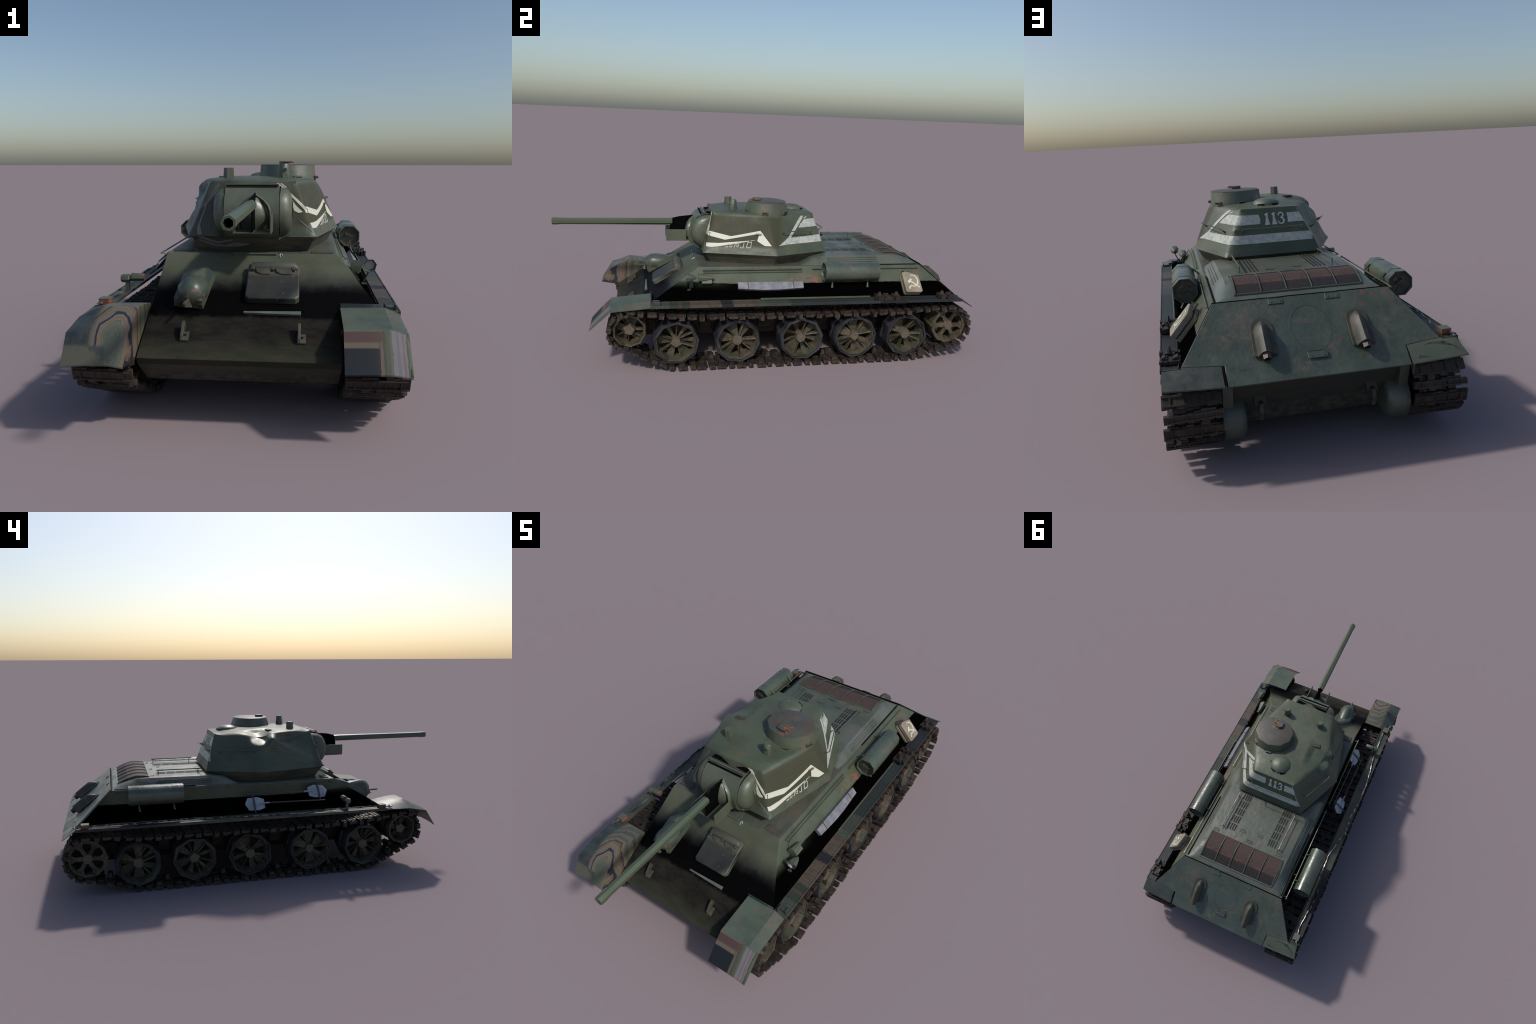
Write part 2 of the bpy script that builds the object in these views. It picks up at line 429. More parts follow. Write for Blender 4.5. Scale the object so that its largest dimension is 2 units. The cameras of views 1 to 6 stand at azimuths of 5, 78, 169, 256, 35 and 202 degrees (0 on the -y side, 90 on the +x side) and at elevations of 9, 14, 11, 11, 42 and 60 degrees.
class Build:
    """collects several solids into one mesh"""
    def __init__(self): self.v, self.f, self.mi = [], [], []
    def add(self, verts, faces, mi=0):
        k = len(self.v); self.v += [tuple(v) for v in verts]
        self.f += [tuple(i + k for i in f) for f in faces]; self.mi += [mi] * len(faces)
        return self
    def box(self, c, s, rot=None, mi=0, taper=1.0):
        vs = []
        for z in (-1, 1):
            t = taper if z > 0 else 1
            for x, y in ((-1, -1), (1, -1), (1, 1), (-1, 1)):
                p = Vector((x * s[0] / 2 * t, y * s[1] / 2 * t, z * s[2] / 2))
                vs.append((rot @ p if rot else p) + Vector(c))
        return self.add(vs, [(0, 3, 2, 1), (4, 5, 6, 7), (0, 1, 5, 4), (1, 2, 6, 5), (2, 3, 7, 6), (3, 0, 4, 7)], mi)
    def prism(self, poly, axis, a, b, mi=0):
        """extrude a 2D polygon along axis (0 x, 1 y, 2 z) from a to b"""
        n = len(poly)
        def p3(p, t):
            return [(t, p[0], p[1]), (p[0], t, p[1]), (p[0], p[1], t)][axis]
        vs = [p3(p, a) for p in poly] + [p3(p, b) for p in poly]
        fs = [tuple(range(n)), tuple(range(2 * n - 1, n - 1, -1))] + [(i, (i + 1) % n, n + (i + 1) % n, n + i) for i in range(n)]
        return self.add(vs, fs, mi)
    def rings(self, rings, cap=True, mi=0, closed=True):
        k = len(rings[0]); vs = [p for r in rings for p in r]; fs = []
        for i in range(len(rings) - 1):
            for j in range(k if closed else k - 1):
                a, b = i * k + j, i * k + (j + 1) % k
                fs.append((a, b, b + k, a + k))
        if cap: fs += [tuple(range(k))[::-1], tuple(range((len(rings) - 1) * k, len(rings) * k))]
        return self.add(vs, fs, mi)
    def tube(self, pts, r, n=6, mi=0):
        pts = [Vector(p) for p in pts]; rr = r if isinstance(r, (list, tuple)) else [r] * len(pts); rings = []
        for i, p in enumerate(pts):
            t = (pts[min(i + 1, len(pts) - 1)] - pts[max(i - 1, 0)]).normalized()
            up = Vector((0, 0, 1)) if abs(t.z) < .95 else Vector((1, 0, 0))
            s = t.cross(up).normalized(); u = s.cross(t)
            rings.append([p + (s * math.cos(a) + u * math.sin(a)) * rr[i] for a in (2 * math.pi * (j + .5) / n for j in range(n))])
        return self.rings(rings, True, mi)
    def lathe(self, prof, n, origin=(0, 0, 0), axis='x', phase=0.0, mi=0, cap=True):
        o = Vector(origin); rings = []
        for h, r in prof:
            ring = []
            for j in range(n):
                a = 2 * math.pi * j / n + phase; c, s = math.cos(a) * r, math.sin(a) * r
                ring.append(o + Vector({'x': (h, c, s), 'y': (c, h, s), 'z': (c, s, h)}[axis]))
            rings.append(ring)
        return self.rings(rings, cap, mi)
    def loop(self, prof, n, origin=(0, 0, 0), axis='x', phase=0.0, mi=0):
        """closed profile turned into a hollow ring"""
        return self.lathe(prof + [prof[0]], n, origin, axis, phase, mi, cap=False)
    def make(self, name, mats, parent=ROOT, smooth=None, bevel=0, seg=2):
        me = mesh(name, self.v, self.f)
        for k in (mats if isinstance(mats, (list, tuple)) else [mats]): me.materials.append(M[k])
        for p, i in zip(me.polygons, self.mi): p.material_index = i
        return obj(name, me, None, parent, smooth, bevel, seg)

def lerp(a, b, t): return a + (b - a) * t

# ------------------------------------------------------------------ hull
SX = .278            # half width of the hull box
def gz(y): return .438 + (y + .326) * (.229 / .384)        # glacis height at y
GN = Vector((0, -.229, .384)).normalized()                 # glacis normal
GT = Vector((0, -.384, -.229)).normalized()                # down the glacis

hv = dict(tfR=(SX, -.326, .438), tfL=(-SX, -.326, .438), trR=(.281, .772, .438), trL=(-.281, .772, .438),
          sfR=(.390, -.533, gz(-.533)), srR=(.390, .918, .3145), ifR=(SX, -.533, gz(-.533) - .0005), irR=(SX, .918, .3145),
          n1R=(SX, -.698, gz(-.698)), n1L=(-SX, -.698, gz(-.698)), n2R=(SX, -.712, .205), n2L=(-SX, -.712, .205),
          n3R=(SX, -.702, .186), n3L=(-SX, -.702, .186), bfR=(.274, -.620, .113), bfL=(-.274, -.620, .113),
          brR=(.262, .800, .100), brL=(-.262, .800, .100), crR=(.262, .862, .085), crL=(-.262, .862, .085),
          lrR=(SX, .952, .245), lrL=(-SX, .952, .245), mrR=(SX, .935, .303), mrL=(-SX, .935, .303), biL=(-SX, .918, .3145))
key = list(hv); ix = {k: i for i, k in enumerate(key)}
hf = [  # (material slot, corner names)
    (0, "tfL tfR sfR ifR n1R n1L"), (0, "n1L n1R n2R n2L"), (0, "n2L n2R n3R n3L"), (5, "n3L n3R bfR bfL"),
    (1, "tfR trR srR sfR"), (4, "sfR srR irR ifR"), (2, "tfL trL trR tfR"),
    (3, "ifR irR mrR lrR crR brR bfR n3R n2R n1R"), (1, "tfL n1L n2L n3L bfL brL crL lrL mrL biL trL"),
    (3, "bfL bfR brR brL"), (5, "brL brR crR crL"), (5, "crL crR lrR lrL"), (5, "lrL lrR mrR mrL"), (5, "mrL mrR irR biL"), (2, "biL irR srR trR trL")]
me = mesh("hull", [hv[k] for k in key], [tuple(ix[n] for n in f.split()) for _, f in hf])
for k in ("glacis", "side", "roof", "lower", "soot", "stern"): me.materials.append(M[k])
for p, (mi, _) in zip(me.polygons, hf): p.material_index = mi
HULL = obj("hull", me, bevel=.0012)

# rear upper plate: a thick trapezoid sheet standing slightly proud, with a dark seam round it
rp = [(-.283, .776, .4415), (.283, .776, .4415), (.392, .928, .3075), (.270, .938, .3015), (.270, .9955, .2600), (-.272, .9955, .2600), (-.276, .940, .3005), (-.392, .928, .3075)]
rn = Vector((0, .134, .152)).normalized()
b = Build()
top = [Vector(p) + rn * .004 for p in rp]; bot = [Vector(p) - rn * .004 for p in rp]
b.add(top + bot, [tuple(range(8)), tuple(range(15, 7, -1))] + [(i, (i + 1) % 8, 8 + (i + 1) % 8, 8 + i) for i in range(8)])
REAR = b.make("rear_plate", "plate", HULL, bevel=.0015)
def rear(y, off=0.0):                                         # point on the rear plate outer face
    z = .4415 - (y - .776) * (.184 / .223)
    return Vector((0, y, z)) + rn * (.004 + off)
rt = (rear(.99) - rear(.78)).normalized()
b = Build()
b.tube([(-.284, .7735, .4435), (.284, .7735, .4435)], .0026, 4)
b.tube([(.283, .7755, .4425), (.3915, .926, .309)], .0024, 4)
b.tube([(.392, .927, .3095), (.270, .937, .3035), (.270, .996, .264)], .0022, 4)
b.make("seam", "hole", HULL)

# transmission hatch outline, hinges
b = Build()
c0 = rear(.866)
N = 32
ring = []
for i in range(N):
    a = 2 * math.pi * i / N
    ring.append(c0 + Vector((1, 0, 0)) * math.cos(a) * .062 + rt * math.sin(a) * .078)
b.tube(ring + [ring[0]], .0004, 4)
b.make("access_hatch_rim", "plate", HULL, smooth=40)
rotR = Matrix((Vector((1, 0, 0)), rt, rn)).transposed()
for (x, y, w, h) in ((.088, .787, .046, .02), (-.093, .787, .046, .02), (-.003, .943, .06, .02)):
    b = Build()
    b.box(rear(y, .0005) + Vector((x, 0, 0)), (w, h, .003), rotR)
    c = rear(y - .012, .0015) + Vector((x, 0, 0))
    b.tube([c + Vector((-w * .42, 0, 0)), c + Vector((w * .1, 0, 0))], .0022, 6)
    b.tube([c + Vector((w * .16, 0, 0)), c + Vector((w * .45, 0, 0))], .002, 6)
    for i in (-.3, .3):
        b.lathe([(0, .003), (.0035, .0028)], 6, rear(y + .003, .0005) + Vector((x + w * i, 0, 0)), 'z')
    b.make("hinge", "plate", HULL, bevel=.001)

# armoured exhaust covers on raised flanges
for sx in (.148, -.150):
    b = Build()
    fl = []
    for i in range(9):
        a = math.pi * i / 8
        fl.append((math.cos(a) * .034, -math.sin(a) * .034 - .010))
    fl += [(-.036, .085), (.036, .085)]
    o = rear(.865) + Vector((sx, 0, 0))
    def W(p, h): return o + Vector((1, 0, 0)) * p[0] + rt * p[1] + rn * h
    b.add([W(p, -.001) for p in fl] + [W(p, .003) for p in fl], [tuple(range(11)), tuple(range(21, 10, -1))] + [(i, (i + 1) % 11, 11 + (i + 1) % 11, 11 + i) for i in range(11)])
    b.make("exhaust_flange", "burnt", HULL, bevel=.001)
    b = Build()
    prof = [(-.024, .0), (-.017, .014), (-.008, .026), (.003, .031), (.013, .024), (.020, .012), (.026, .0)]
    rings = []
    for t, s, lift in ((-.030, .25, .0), (-.016, .75, .0), (.002, 1.0, .002), (.045, 1.0, .003), (.088, .92, .006)):
        rings.append([W((p[0] * s, t), .002 + p[1] * s + lift * (p[1] > 0)) for p in prof])
    b.rings(rings, True)
    b.make("exhaust_cover", "burnt", HULL, smooth=50)
    b = Build()
    b.loop([(0, .0135), (.028, .0125), (.028, .0102), (0, .0102)], 5, (0, 0, 0), 'y', .3)
    for i, v in enumerate(b.v):
        p = Vector(v); b.v[i] = tuple(W((p.x, .078 + p.y), .017 + p.z))
    b.add([W((math.cos(2 * math.pi * k / 5) * .0108, .100), .017 + math.sin(2 * math.pi * k / 5) * .0108) for k in range(5)], [(0, 1, 2, 3, 4)], 1)
    b.make("exhaust_pipe", ["pink", "hole"], HULL, smooth=30)

# stern: final drive housings and tow hooks
for s in (1, -1):
    b = Build()
    b.lathe([(.0, .025), (.002, .046), (.010, .060), (.026, .066), (.072, .066)], 16, (.213 * s, .895, .124), 'x')
    if s < 0:
        b.v = [(-.213 * 1 - (v[0] + .213), v[1], v[2]) for v in b.v]
    b.box((s * .268, .93, .20), (.03, .03, .12), Matrix.Rotation(-.3, 3, 'X'))
    b.make("final_drive_housing", "dusty_green", HULL, smooth=50)
    b = Build()
    b.box((s * .172, .925, .178), (.034, .006, .03), Matrix.Rotation(.45, 3, 'X'))
    b.prism([(.912, .182), (.945, .176), (.952, .150), (.940, .122), (.933, .128), (.938, .150), (.930, .163), (.910, .165)], 0, s * .172 - .006, s * .172 + .006)
    b.make("tow_hook", "stern", HULL, bevel=.001)

# engine deck: raised, bevelled hump that drops to the tail over the radiator
secs = [(.172, .25, .4385), (.232, .236, .470), (.30, .232, .478), (.60, .230, .480), (.655, .230, .479), (.700, .230, .468), (.742, .232, .4545), (.770, .270, .4400)]
b = Build(); rings = []
for y, w, z in secs:
    base = .272
    rings.append([(-base, y, .436), (-lerp(base, w, .55), y, lerp(.439, z, .55)), (-w, y, z - .0012), (-w * .9, y, z), (w * .9, y, z), (w, y, z - .0012), (lerp(base, w, .55), y, lerp(.439, z, .55)), (base, y, .436)])
b.rings(rings)
DECK = b.make("engine_deck", "deck", HULL, smooth=32)
def deck_z(y):
    for (y0, _, z0), (y1, _, z1) in zip(secs, secs[1:]):
        if y0 <= y <= y1: return lerp(z0, z1, (y - y0) / (y1 - y0))
    return secs[-1][2]
# thin black strips along the foot of the hump side
b = Build()
for s in (1, -1): b.box((s * .2735, .57, .4405), (.004, .38, .003))
b.make("seam", "hole", HULL)

# radiator grille: five panels between ribs in a frame
ys = [.598, .62, .64, .66, .68, .70, .72, .742]
for i in range(5):
    x0, x1 = -.208 + i * .083, -.208 + (i + 1) * .083 - .004
    b = Build(); rings = []
    for y in ys:
        hump = .007 * math.sin(math.pi * min(1, max(0, (y - .59) / .155))) + .001
        z = deck_z(y)
        rings.append([(x0 + .002, y, z - .002), (x0 + .002, y, z + hump), (x1, y, z + hump), (x1, y, z - .002)])
    b.rings(rings)
    b.make("radiator_panel", "grille", HULL, smooth=40)
b = Build()
for i in range(6):
    x = -.208 + i * .083 - .001
    pts = [(x, y, deck_z(y) + .0095 * math.sin(math.pi * min(1, max(0, (y - .585) / .165))) + .002) for y in ys]
    b.tube(pts, .0024, 4)
for y in (.595, .744): b.tube([(-.212, y, deck_z(y) + .002), (.21, y, deck_z(y) + .002)], .003, 4)
b.make("radiator_frame", "green", HULL, smooth=40)

# slotted air intakes beside the engine hatch
for s in (1, -1):
    b = Build()
    for k in range(4):
        for j in range(5):
            x = s * (.101 + k * .0125 + (.002 if k > 2 else 0)); y0 = .318 + j * .048
            b.box((x, y0 + .021, deck_z(y0 + .02) + .0002), (.0062, .040, .0012))
    b.make("intake_slot", "slot", HULL)
    b = Build()
    for k in range(5):
        x = s * (.0945 + k * .0126)
        b.tube([(x, .31, deck_z(.4) - .0002), (x, .557, deck_z(.5) - .0002)], .0013, 4)
    b.tube([(s * .162, .30, .4815), (s * .162, .565, .4828)], .0011, 4)
    b.make("intake_slat", "deck", HULL)
    # side louvres pressed into the hump flank
    b = Build()
    for k in range(3):
        t = .3 + k * .2
        b.tube([(s * lerp(.272, .234, t), .30, lerp(.439, .478, t) + .001), (s * lerp(.272, .232, t), .56, lerp(.439, .479, t) + .001)], .0014, 4)
    b.make("louvre_rib", "deck", HULL)
    # hand rail
    b = Build()
    x = s * .167
    b.tube([(x, .338, .502), (x, .556, .5025)], .0026, 5)
    for y in (.352, .548): b.tube([(x, y, .477), (x, y, .502)], .002, 5)
    b.make("deck_rail", "green", HULL, smooth=40)
for (x, y, w) in ((.058, .533, .034), (-.042, .523, .034), (.192, .582, .036), (-.002, .575, .04), (-.175, .578, .036)):
    b = Build()
    b.box((x, y, deck_z(y) + .0008), (w, .012, .003))
    b.tube([(x - w * .45, y - .008, deck_z(y) + .0012), (x + w * .45, y - .008, deck_z(y) + .0012)], .0014, 5)
    b.make("deck_hinge", "green", HULL, bevel=.001)

# glacis: driver hatch, machine gun blister, splash strips, tow hooks
def gl(x, y, off=0.0): return Vector((x, y, gz(y))) + GN * off
rotG = Matrix((Vector((1, 0, 0)), -GT, GN)).transposed()
cx, cy = .0795, -.457
b = Build(); pl = []
w, h, cut = .080, .079, .010
outl = [(-w, h - .004), (-w + .01, h), (w - cut, h), (w, h - cut), (w, -h + cut), (w - cut, -h), (-w + cut, -h), (-w, -h + cut)]
c0 = gl(cx, cy)
def Gp(p, o): return c0 + Vector((1, 0, 0)) * p[0] - GT * p[1] + GN * o
n8 = len(outl)
b.add([Gp(p, -.004) for p in outl] + [Gp(p, .019) for p in outl] + [Gp((p[0] * .96, p[1] * .96), .022) for p in outl],
      [tuple(range(n8)), tuple(range(3 * n8 - 1, 2 * n8 - 1, -1))] + [(i + k, (i + 1) % n8 + k, n8 + (i + 1) % n8 + k, n8 + i + k) for k in (0, n8) for i in range(n8)])
DH = b.make("driver_hatch", "driver", HULL, bevel=.002)
b = Build()
rings = []
for x in (-.074, -.066, .064, .074):
    s = .55 if abs(x) > .07 else 1
    rings.append([Gp((x, .048 + .012 * s + math.cos(a) * .017 * s), .020 + math.sin(a) * .017 * s) for a in (math.pi * i / 6 for i in range(7))])
b.rings(rings)
b.make("hatch_hood", "driver", HULL, smooth=50)
for x0, x1 in ((-.056, -.010), (.006, .056)):
    b = Build()
    b.add([Gp(p, .021) for p in ((x0, .043), (x1, .043), (x1, .022), (x0 + .02, .022), (x0 + .004, .030))] +
          [Gp(p, o) for p, o in (((x0, .045), .031), ((x1, .045), .031), ((x1, .024), .027), ((x0 + .02, .024), .026), ((x0 + .004, .032), .028))],
          [(0, 1, 2, 3, 4), (9, 8, 7, 6, 5)] + [(i, (i + 1) % 5, 5 + (i + 1) % 5, 5 + i) for i in range(5)])
    b.make("periscope_lid", "burnt", HULL, bevel=.0015)
b = Build()
for x in (-.064, -.004, .060): b.box(Gp((x, .044), .027), (.010, .012, .012), rotG)
b.make("hatch_hinge", "burnt", HULL, bevel=.002)
b = Build()
b.prism([(-.083, .003), (.083, .007), (.083, -.007), (-.083, -.003)], 2, -.002, .007)
for i, v in enumerate(b.v):
    b.v[i] = tuple(gl(.083, -.562) + Vector((1, 0, 0)) * v[0] - GT * v[1] + GN * v[2])
b.make("splash_strip", "strip", HULL, bevel=.0008)
b = Build()
b.box(gl(.012, -.332, .003), (.14, .006, .008), rotG)
b.make("splash_strip", "green", HULL, bevel=.0008)

b = Build()   # armoured blister housing
bl = [(-.211, -.541), (-.121, -.551), (-.102, -.428), (-.133, -.386), (-.156, -.383), (-.203, -.432)]
low = [gl(x, y, -.004) for x, y in bl]
mid = [gl(lerp(x, -.158, .06), lerp(y, -.49, .06), o) for (x, y), o in zip(bl, (.030, .030, .022, .008, .006, .022))]
b.rings([low, mid])
b.make("blister_plate", "green", HULL, smooth=25)
b = Build(); rings = []
bc = gl(-.158, -.492, .012); bd = Vector((0, -.96, .10)).normalized()
bu = bd.cross(Vector((1, 0, 0))).normalized() * -1
for t, r in ((-.075, .040), (-.02, .047), (.022, .047), (.045, .043), (.064, .032), (.074, .018), (.076, .004)):
    rings.append([bc + bd * t + Vector((1, 0, 0)) * math.cos(2 * math.pi * k / 8 + .39) * r + bu * math.sin(2 * math.pi * k / 8 + .39) * r for k in range(8)])
b.rings(rings)
m = Mat("blister_paint"); x, y, z = m.xyz()
c, _ = worn(m, (.062, .078, .060), .3, .2)
sp = m.mul(m.step(m.noise(36, 3), .50, .6), m.step(y, -.53, -.55), m.step(z, .372, .36), m.step(z, .318, .33), m.step(x, -.185, -.172))
M['blister'] = m.finish(m.mix(sp, c, (.21, .10, .06)), .38, 0, m.noise(50, 4), .2, .003)
b.make("machine_gun_blister", "blister", HULL, smooth=45)
b = Build()
b.tube([(-.160, -.55, .336), (-.160, -.626, .339)], .0045, 6)
b.box((-.160, -.574, .325), (.020, .012, .018), taper=.35)
b.make("hull_machine_gun", "green", HULL, smooth=40)
b = Build()
b.box(gl(-.192, -.535, .012), (.008, .03, .018), rotG); b.box(gl(-.128, -.540, .014), (.010, .03, .014), rotG)
b.make("blister_bracket", "pink", HULL, bevel=.001)

for s in (1, -1):
    b = Build()
    x = s * .163
    b.box(gl(x + .006, -.646, .003), (.024, .034, .006), rotG)
    b.prism([(-.618, .268), (-.622, .288), (-.630, .290), (-.646, .275), (-.662, .256), (-.664, .243), (-.656, .244)], 0, x - .004, x + .004)
    b.box(gl(x + .007, -.644, .008), (.010, .006, .014), rotG)
    b.make("tow_hook", "burnt", HULL, bevel=.001)

# roof details near the turret
b = Build()
b.box((.232, -.296, .440), (.07, .032, .003)); b.box((-.232, -.288, .4405), (.06, .030, .004))
b.make("roof_vent_lid", "neck", HULL)
b = Build()
ring = [gl(.098 + math.cos(a) * .0045, -.336 + math.sin(a) * .008, .002) for a in (k * .9 for k in range(6))]
b.tube(ring, .0012, 5)
b.make("lifting_eye", "pale", HULL, smooth=40)

# rods along the roof edges (left ones bridge the open sponson)
b = Build()
b.tube([(.299, -.308, .4285), (.299, .165, .4285)], .0028, 5); b.tube([(.299, .215, .4285), (.299, .76, .4285)], .0028, 5)
b.tube([(.306, -.300, .418), (.306, .165, .418)], .0018, 5)
b.make("grab_rod", "green", HULL, smooth=40)
b = Build()
b.tube([(-.304, -.311, .433), (-.304, .165, .434)], .0028, 5); b.tube([(-.304, .205, .434), (-.304, .765, .436)], .0028, 5)
for y in (-.30, .15, .22, .62, .75): b.tube([(-.276, y, .420), (-.304, y, .434)], .002, 5)
b.make("grab_rod", "green", HULL, smooth=40)

# suspension bosses on the lower hull flanks
for s in (1, -1):
    b = Build()
    for y in (-.53, -.29, -.01, .28, .54, .785):
        b.box((s * .283, y, .165), (.012, .052, .05))
        b.lathe([(.004, .018), (.014, .017), (.016, .011), (.022, .008)], 6, (s * .283, y, .168), 'x')
    for y in (-.432, -.153, .147, .412, .67):
        b.tube([(s * .28, y - .07, .17), (s * .30, y, .125)], [.022, .018], 8)
        b.tube([(s * .27, y, .125), (s * .35, y, .125)], .016, 8)
    b.tube([(s * .27, -.636, .19), (s * .37, -.636, .19)], .018, 8)
    b.tube([(s * .27, .89, .165), (s * .37, .89, .165)], .022, 8)
    b.make("suspension_arm", "lower", HULL, smooth=35)

# ------------------------------------------------------------------ fenders and mudguards
def sheet(name, rows, mat, thick=.004, parent=ROOT, smooth=30):
    """thick sheet metal lofted through rows of points"""
    k = len(rows[0]); up = [[Vector(p) for p in r] for r in rows]
    vs = [p for r in up for p in r] + [p - Vector((0, 0, thick)) for r in up for p in r]
    nr = len(rows); off = nr * k; fs = []
    for i in range(nr - 1):
        for j in range(k - 1):
            a = i * k + j
            fs.append((a, a + 1, a + k + 1, a + k)); fs.append((off + a + k, off + a + k + 1, off + a + 1, off + a))
    for i in range(nr - 1):
        for j in (0, k - 1):
            a = i * k + j; fs.append((a, a + k, off + a + k, off + a))
    for j in range(k - 1):
        for i in (0, nr - 1):
            a = i * k + j; fs.append((a, a + 1, off + a + 1, off + a))
    return obj(name, mesh(name, vs, fs), mat, parent, smooth)

for s, mt in ((1, 'fender_right'), (-1, 'fender_left')):
    b = Build()
    b.box((s * .4245, .195, .3055), (.053, 1.478, .005))
    b.box((s * .4495, .195, .3035), (.004, 1.478, .013))
    b.box((s * .3985, .195, .3095), (.003, 1.478, .007))
    b.make("fender", mt, ROOT, bevel=.001)
b = Build(); b.box((.4015, .215, .3165), (.0045, .53, .0085)); b.make("fender_rail", "green", ROOT, bevel=.001)

# front mudguards
rows = []
for y, zi, zo in ((-.543, .3155, .3155), (-.715, .300, .3005), (-.760, .256, .255), (-.803, .209, .208)):
    rows.append([(.279, y, zi), (.34, y, zi + .002), (.405, y, lerp(zi, zo, .7) + .003), (.447, y, zo - .013 if y > -.72 else zo - .003)])
sheet("mudguard", rows, 'mudguard_right', .004, smooth=12)
b = Build(); b.box((.338, -.5415, .3195), (.116, .003, .016)); b.make("mudguard_lip", "mudguard_right", ROOT)
b = Build()
b.prism([(-.712, .2935), (-.717, .280), (-.80, .205), (-.803, .210)], 0, .4435, .4475)
b.make("mudguard_side", "green", ROOT)

rows = []
for y, zi, zo in ((-.530, .315, .306), (-.610, .331, .303), (-.660, .336, .303), (-.755, .291, .285), (-.804, .216, .209)):
    f = (y + .53) / -.27
    rows.append([(-.284, y, zi - .006 * f), (-.325, y, zi), (-.385, y, zi - .001), (-.418, y, lerp(zi, zo, .45)), (-.453, y, zo)])
sheet("mudguard", rows, 'mudguard_left', .004, smooth=14)
b = Build()
b.prism([(-.530, .312), (-.61, .327), (-.66, .331), (-.755, .283), (-.803, .211), (-.715, .195), (-.53, .300)], 0, -.2880, -.2830)
b.make("mudguard_side", "mudguard_left", ROOT)

# rear mudguard flaps
for s in (1, -1):
    ytop, ztop = .930, .3085
    rows = [[(s * .279, ytop, ztop), (s * .36, ytop, ztop + .001), (s * .448, ytop, ztop)],
            [(s * .279, .962, .290), (s * .36, .962, .291), (s * .449, .960, .290)],
            [(s * .277, .996, .264), (s * .36, .994, .267), (s * (.449 if s > 0 else .457), .990, .270)]]
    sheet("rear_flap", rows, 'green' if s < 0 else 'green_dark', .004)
b = Build()
b.prism([(.934, .308), (.999, .262), (.985, .228)], 0, -.2825, -.2795); b.make("flap_side", "green", ROOT)
rr = lambda x, y: (x, y, .3085 - (y - .93) * .69 + .003)
b = Build()
po = [(-.300, .985), (-.315, .958), (-.345, .944), (-.40, .944), (-.43, .962), (-.445, .983)]
b.add([rr(*p) for p in po] + [(x, y, z - .005) for x, y, z in (rr(*p) for p in po)], [tuple(range(6)), tuple(range(11, 5, -1))] + [(i, (i + 1) % 6, 6 + (i + 1) % 6, 6 + i) for i in range(6)])
m = Mat("muddy_flap"); c, _ = worn(m, (.035, .046, .038), .3, .2)
M['muddy'] = m.finish(m.mix(m.step(m.noise(55, 3), .58, .62), c, (.012, .012, .010)), .55)
b.make("flap_patch", "muddy", ROOT)

# ------------------------------------------------------------------ running gear
WY = (-.432, -.153, .147, .412, .670)
def wheel_mesh(k, n, R0, hub_r, depth):
    """dished wheel, faceted like a worn casting: tyre, rim, wedge spokes"""
    rr = random.Random(k)
    t = Build()
    t.loop([(.064, R0 * .868), (.064, R0 * .97), (.050, R0), (.012, R0), (.006, R0 * .93), (-.006, R0 * .93), (-.012, R0), (-.058, R0), (-.066, R0 * .96), (-.066, R0 * .85), (.0, R0 * .84)], n, phase=rr.random())
    for i, v in enumerate(t.v):
        t.v[i] = (v[0] + rr.uniform(-.004, .004), v[1] * rr.uniform(.97, 1.012), v[2] * rr.uniform(.97, 1.012))
    r = Build(); ph = rr.random()
    Ri = R0 * .865
    r.loop([(.061, Ri), (.061, Ri * .965), (depth, Ri * .86), (-.05, Ri * .84), (-.05, Ri)], n, phase=ph)
    r.lathe([(-.035, Ri * .9), (-.030, Ri * .9), (-.022, hub_r)], n, phase=ph, mi=1)     # inner disc closing the well
    for i in range(6):
        a = 2 * math.pi * i / 6 + ph + rr.uniform(-.25, .25)
        wd = rr.uniform(.14, .46)
        def P(rad, ang, x): return (x, math.cos(ang) * rad, math.sin(ang) * rad)
        tilt = rr.uniform(-.016, .018)
        x0, x1 = .026 + tilt, depth + .004
        fr = [P(hub_r * .9, a - wd * 1.3, x0), P(hub_r * .9, a + wd * 1.3, x0), P(Ri * .9, a + wd * .8, x1), P(Ri * .9, a - wd * .8, x1)]
        bk = [(p[0] - .010, p[1], p[2]) for p in fr]
        r.add(fr + bk, [(0, 1, 2, 3), (7, 6, 5, 4), (0, 4, 5, 1), (1, 5, 6, 2), (2, 6, 7, 3), (3, 7, 4, 0)])
        # raised stiffening fin
        d = a + rr.uniform(.2, .75)
        f2 = [P(hub_r * .9, d - .10, x0 + .012), P(Ri * .93, d - .03, depth + .030), P(Ri * .93, d - .03, depth), P(hub_r * .9, d - .10, x0 - .012)]
        g2 = [P(hub_r * .9, d + .10, x0 + .010), P(Ri * .93, d + .03, depth + .026), P(Ri * .93, d + .03, depth), P(hub_r * .9, d + .10, x0 - .012)]
        r.add(f2 + g2, [(0, 1, 2, 3), (7, 6, 5, 4), (0, 4, 5, 1), (1, 5, 6, 2), (2, 6, 7, 3), (3, 7, 4, 0)])
    h = Build()
    h.lathe([(-.03, hub_r * 1.15), (.036, hub_r * 1.08), (.050, hub_r * 1.0)], rr.choice((5, 6, 7)), phase=rr.random() * 6)
    h.v = [(x + rr.uniform(-.002, .003), y * rr.uniform(.88, 1.06), z * rr.uniform(.88, 1.06)) for x, y, z in h.v]
    return t, r, h

def pour(build, name, mats):
    me = mesh(name, build.v, build.f)
    for k in mats: me.materials.append(M[k])
    for p, i in zip(me.polygons, build.mi): p.material_index = i; p.use_smooth = True
    me.set_sharp_from_angle(angle=math.radians(38))
    return me

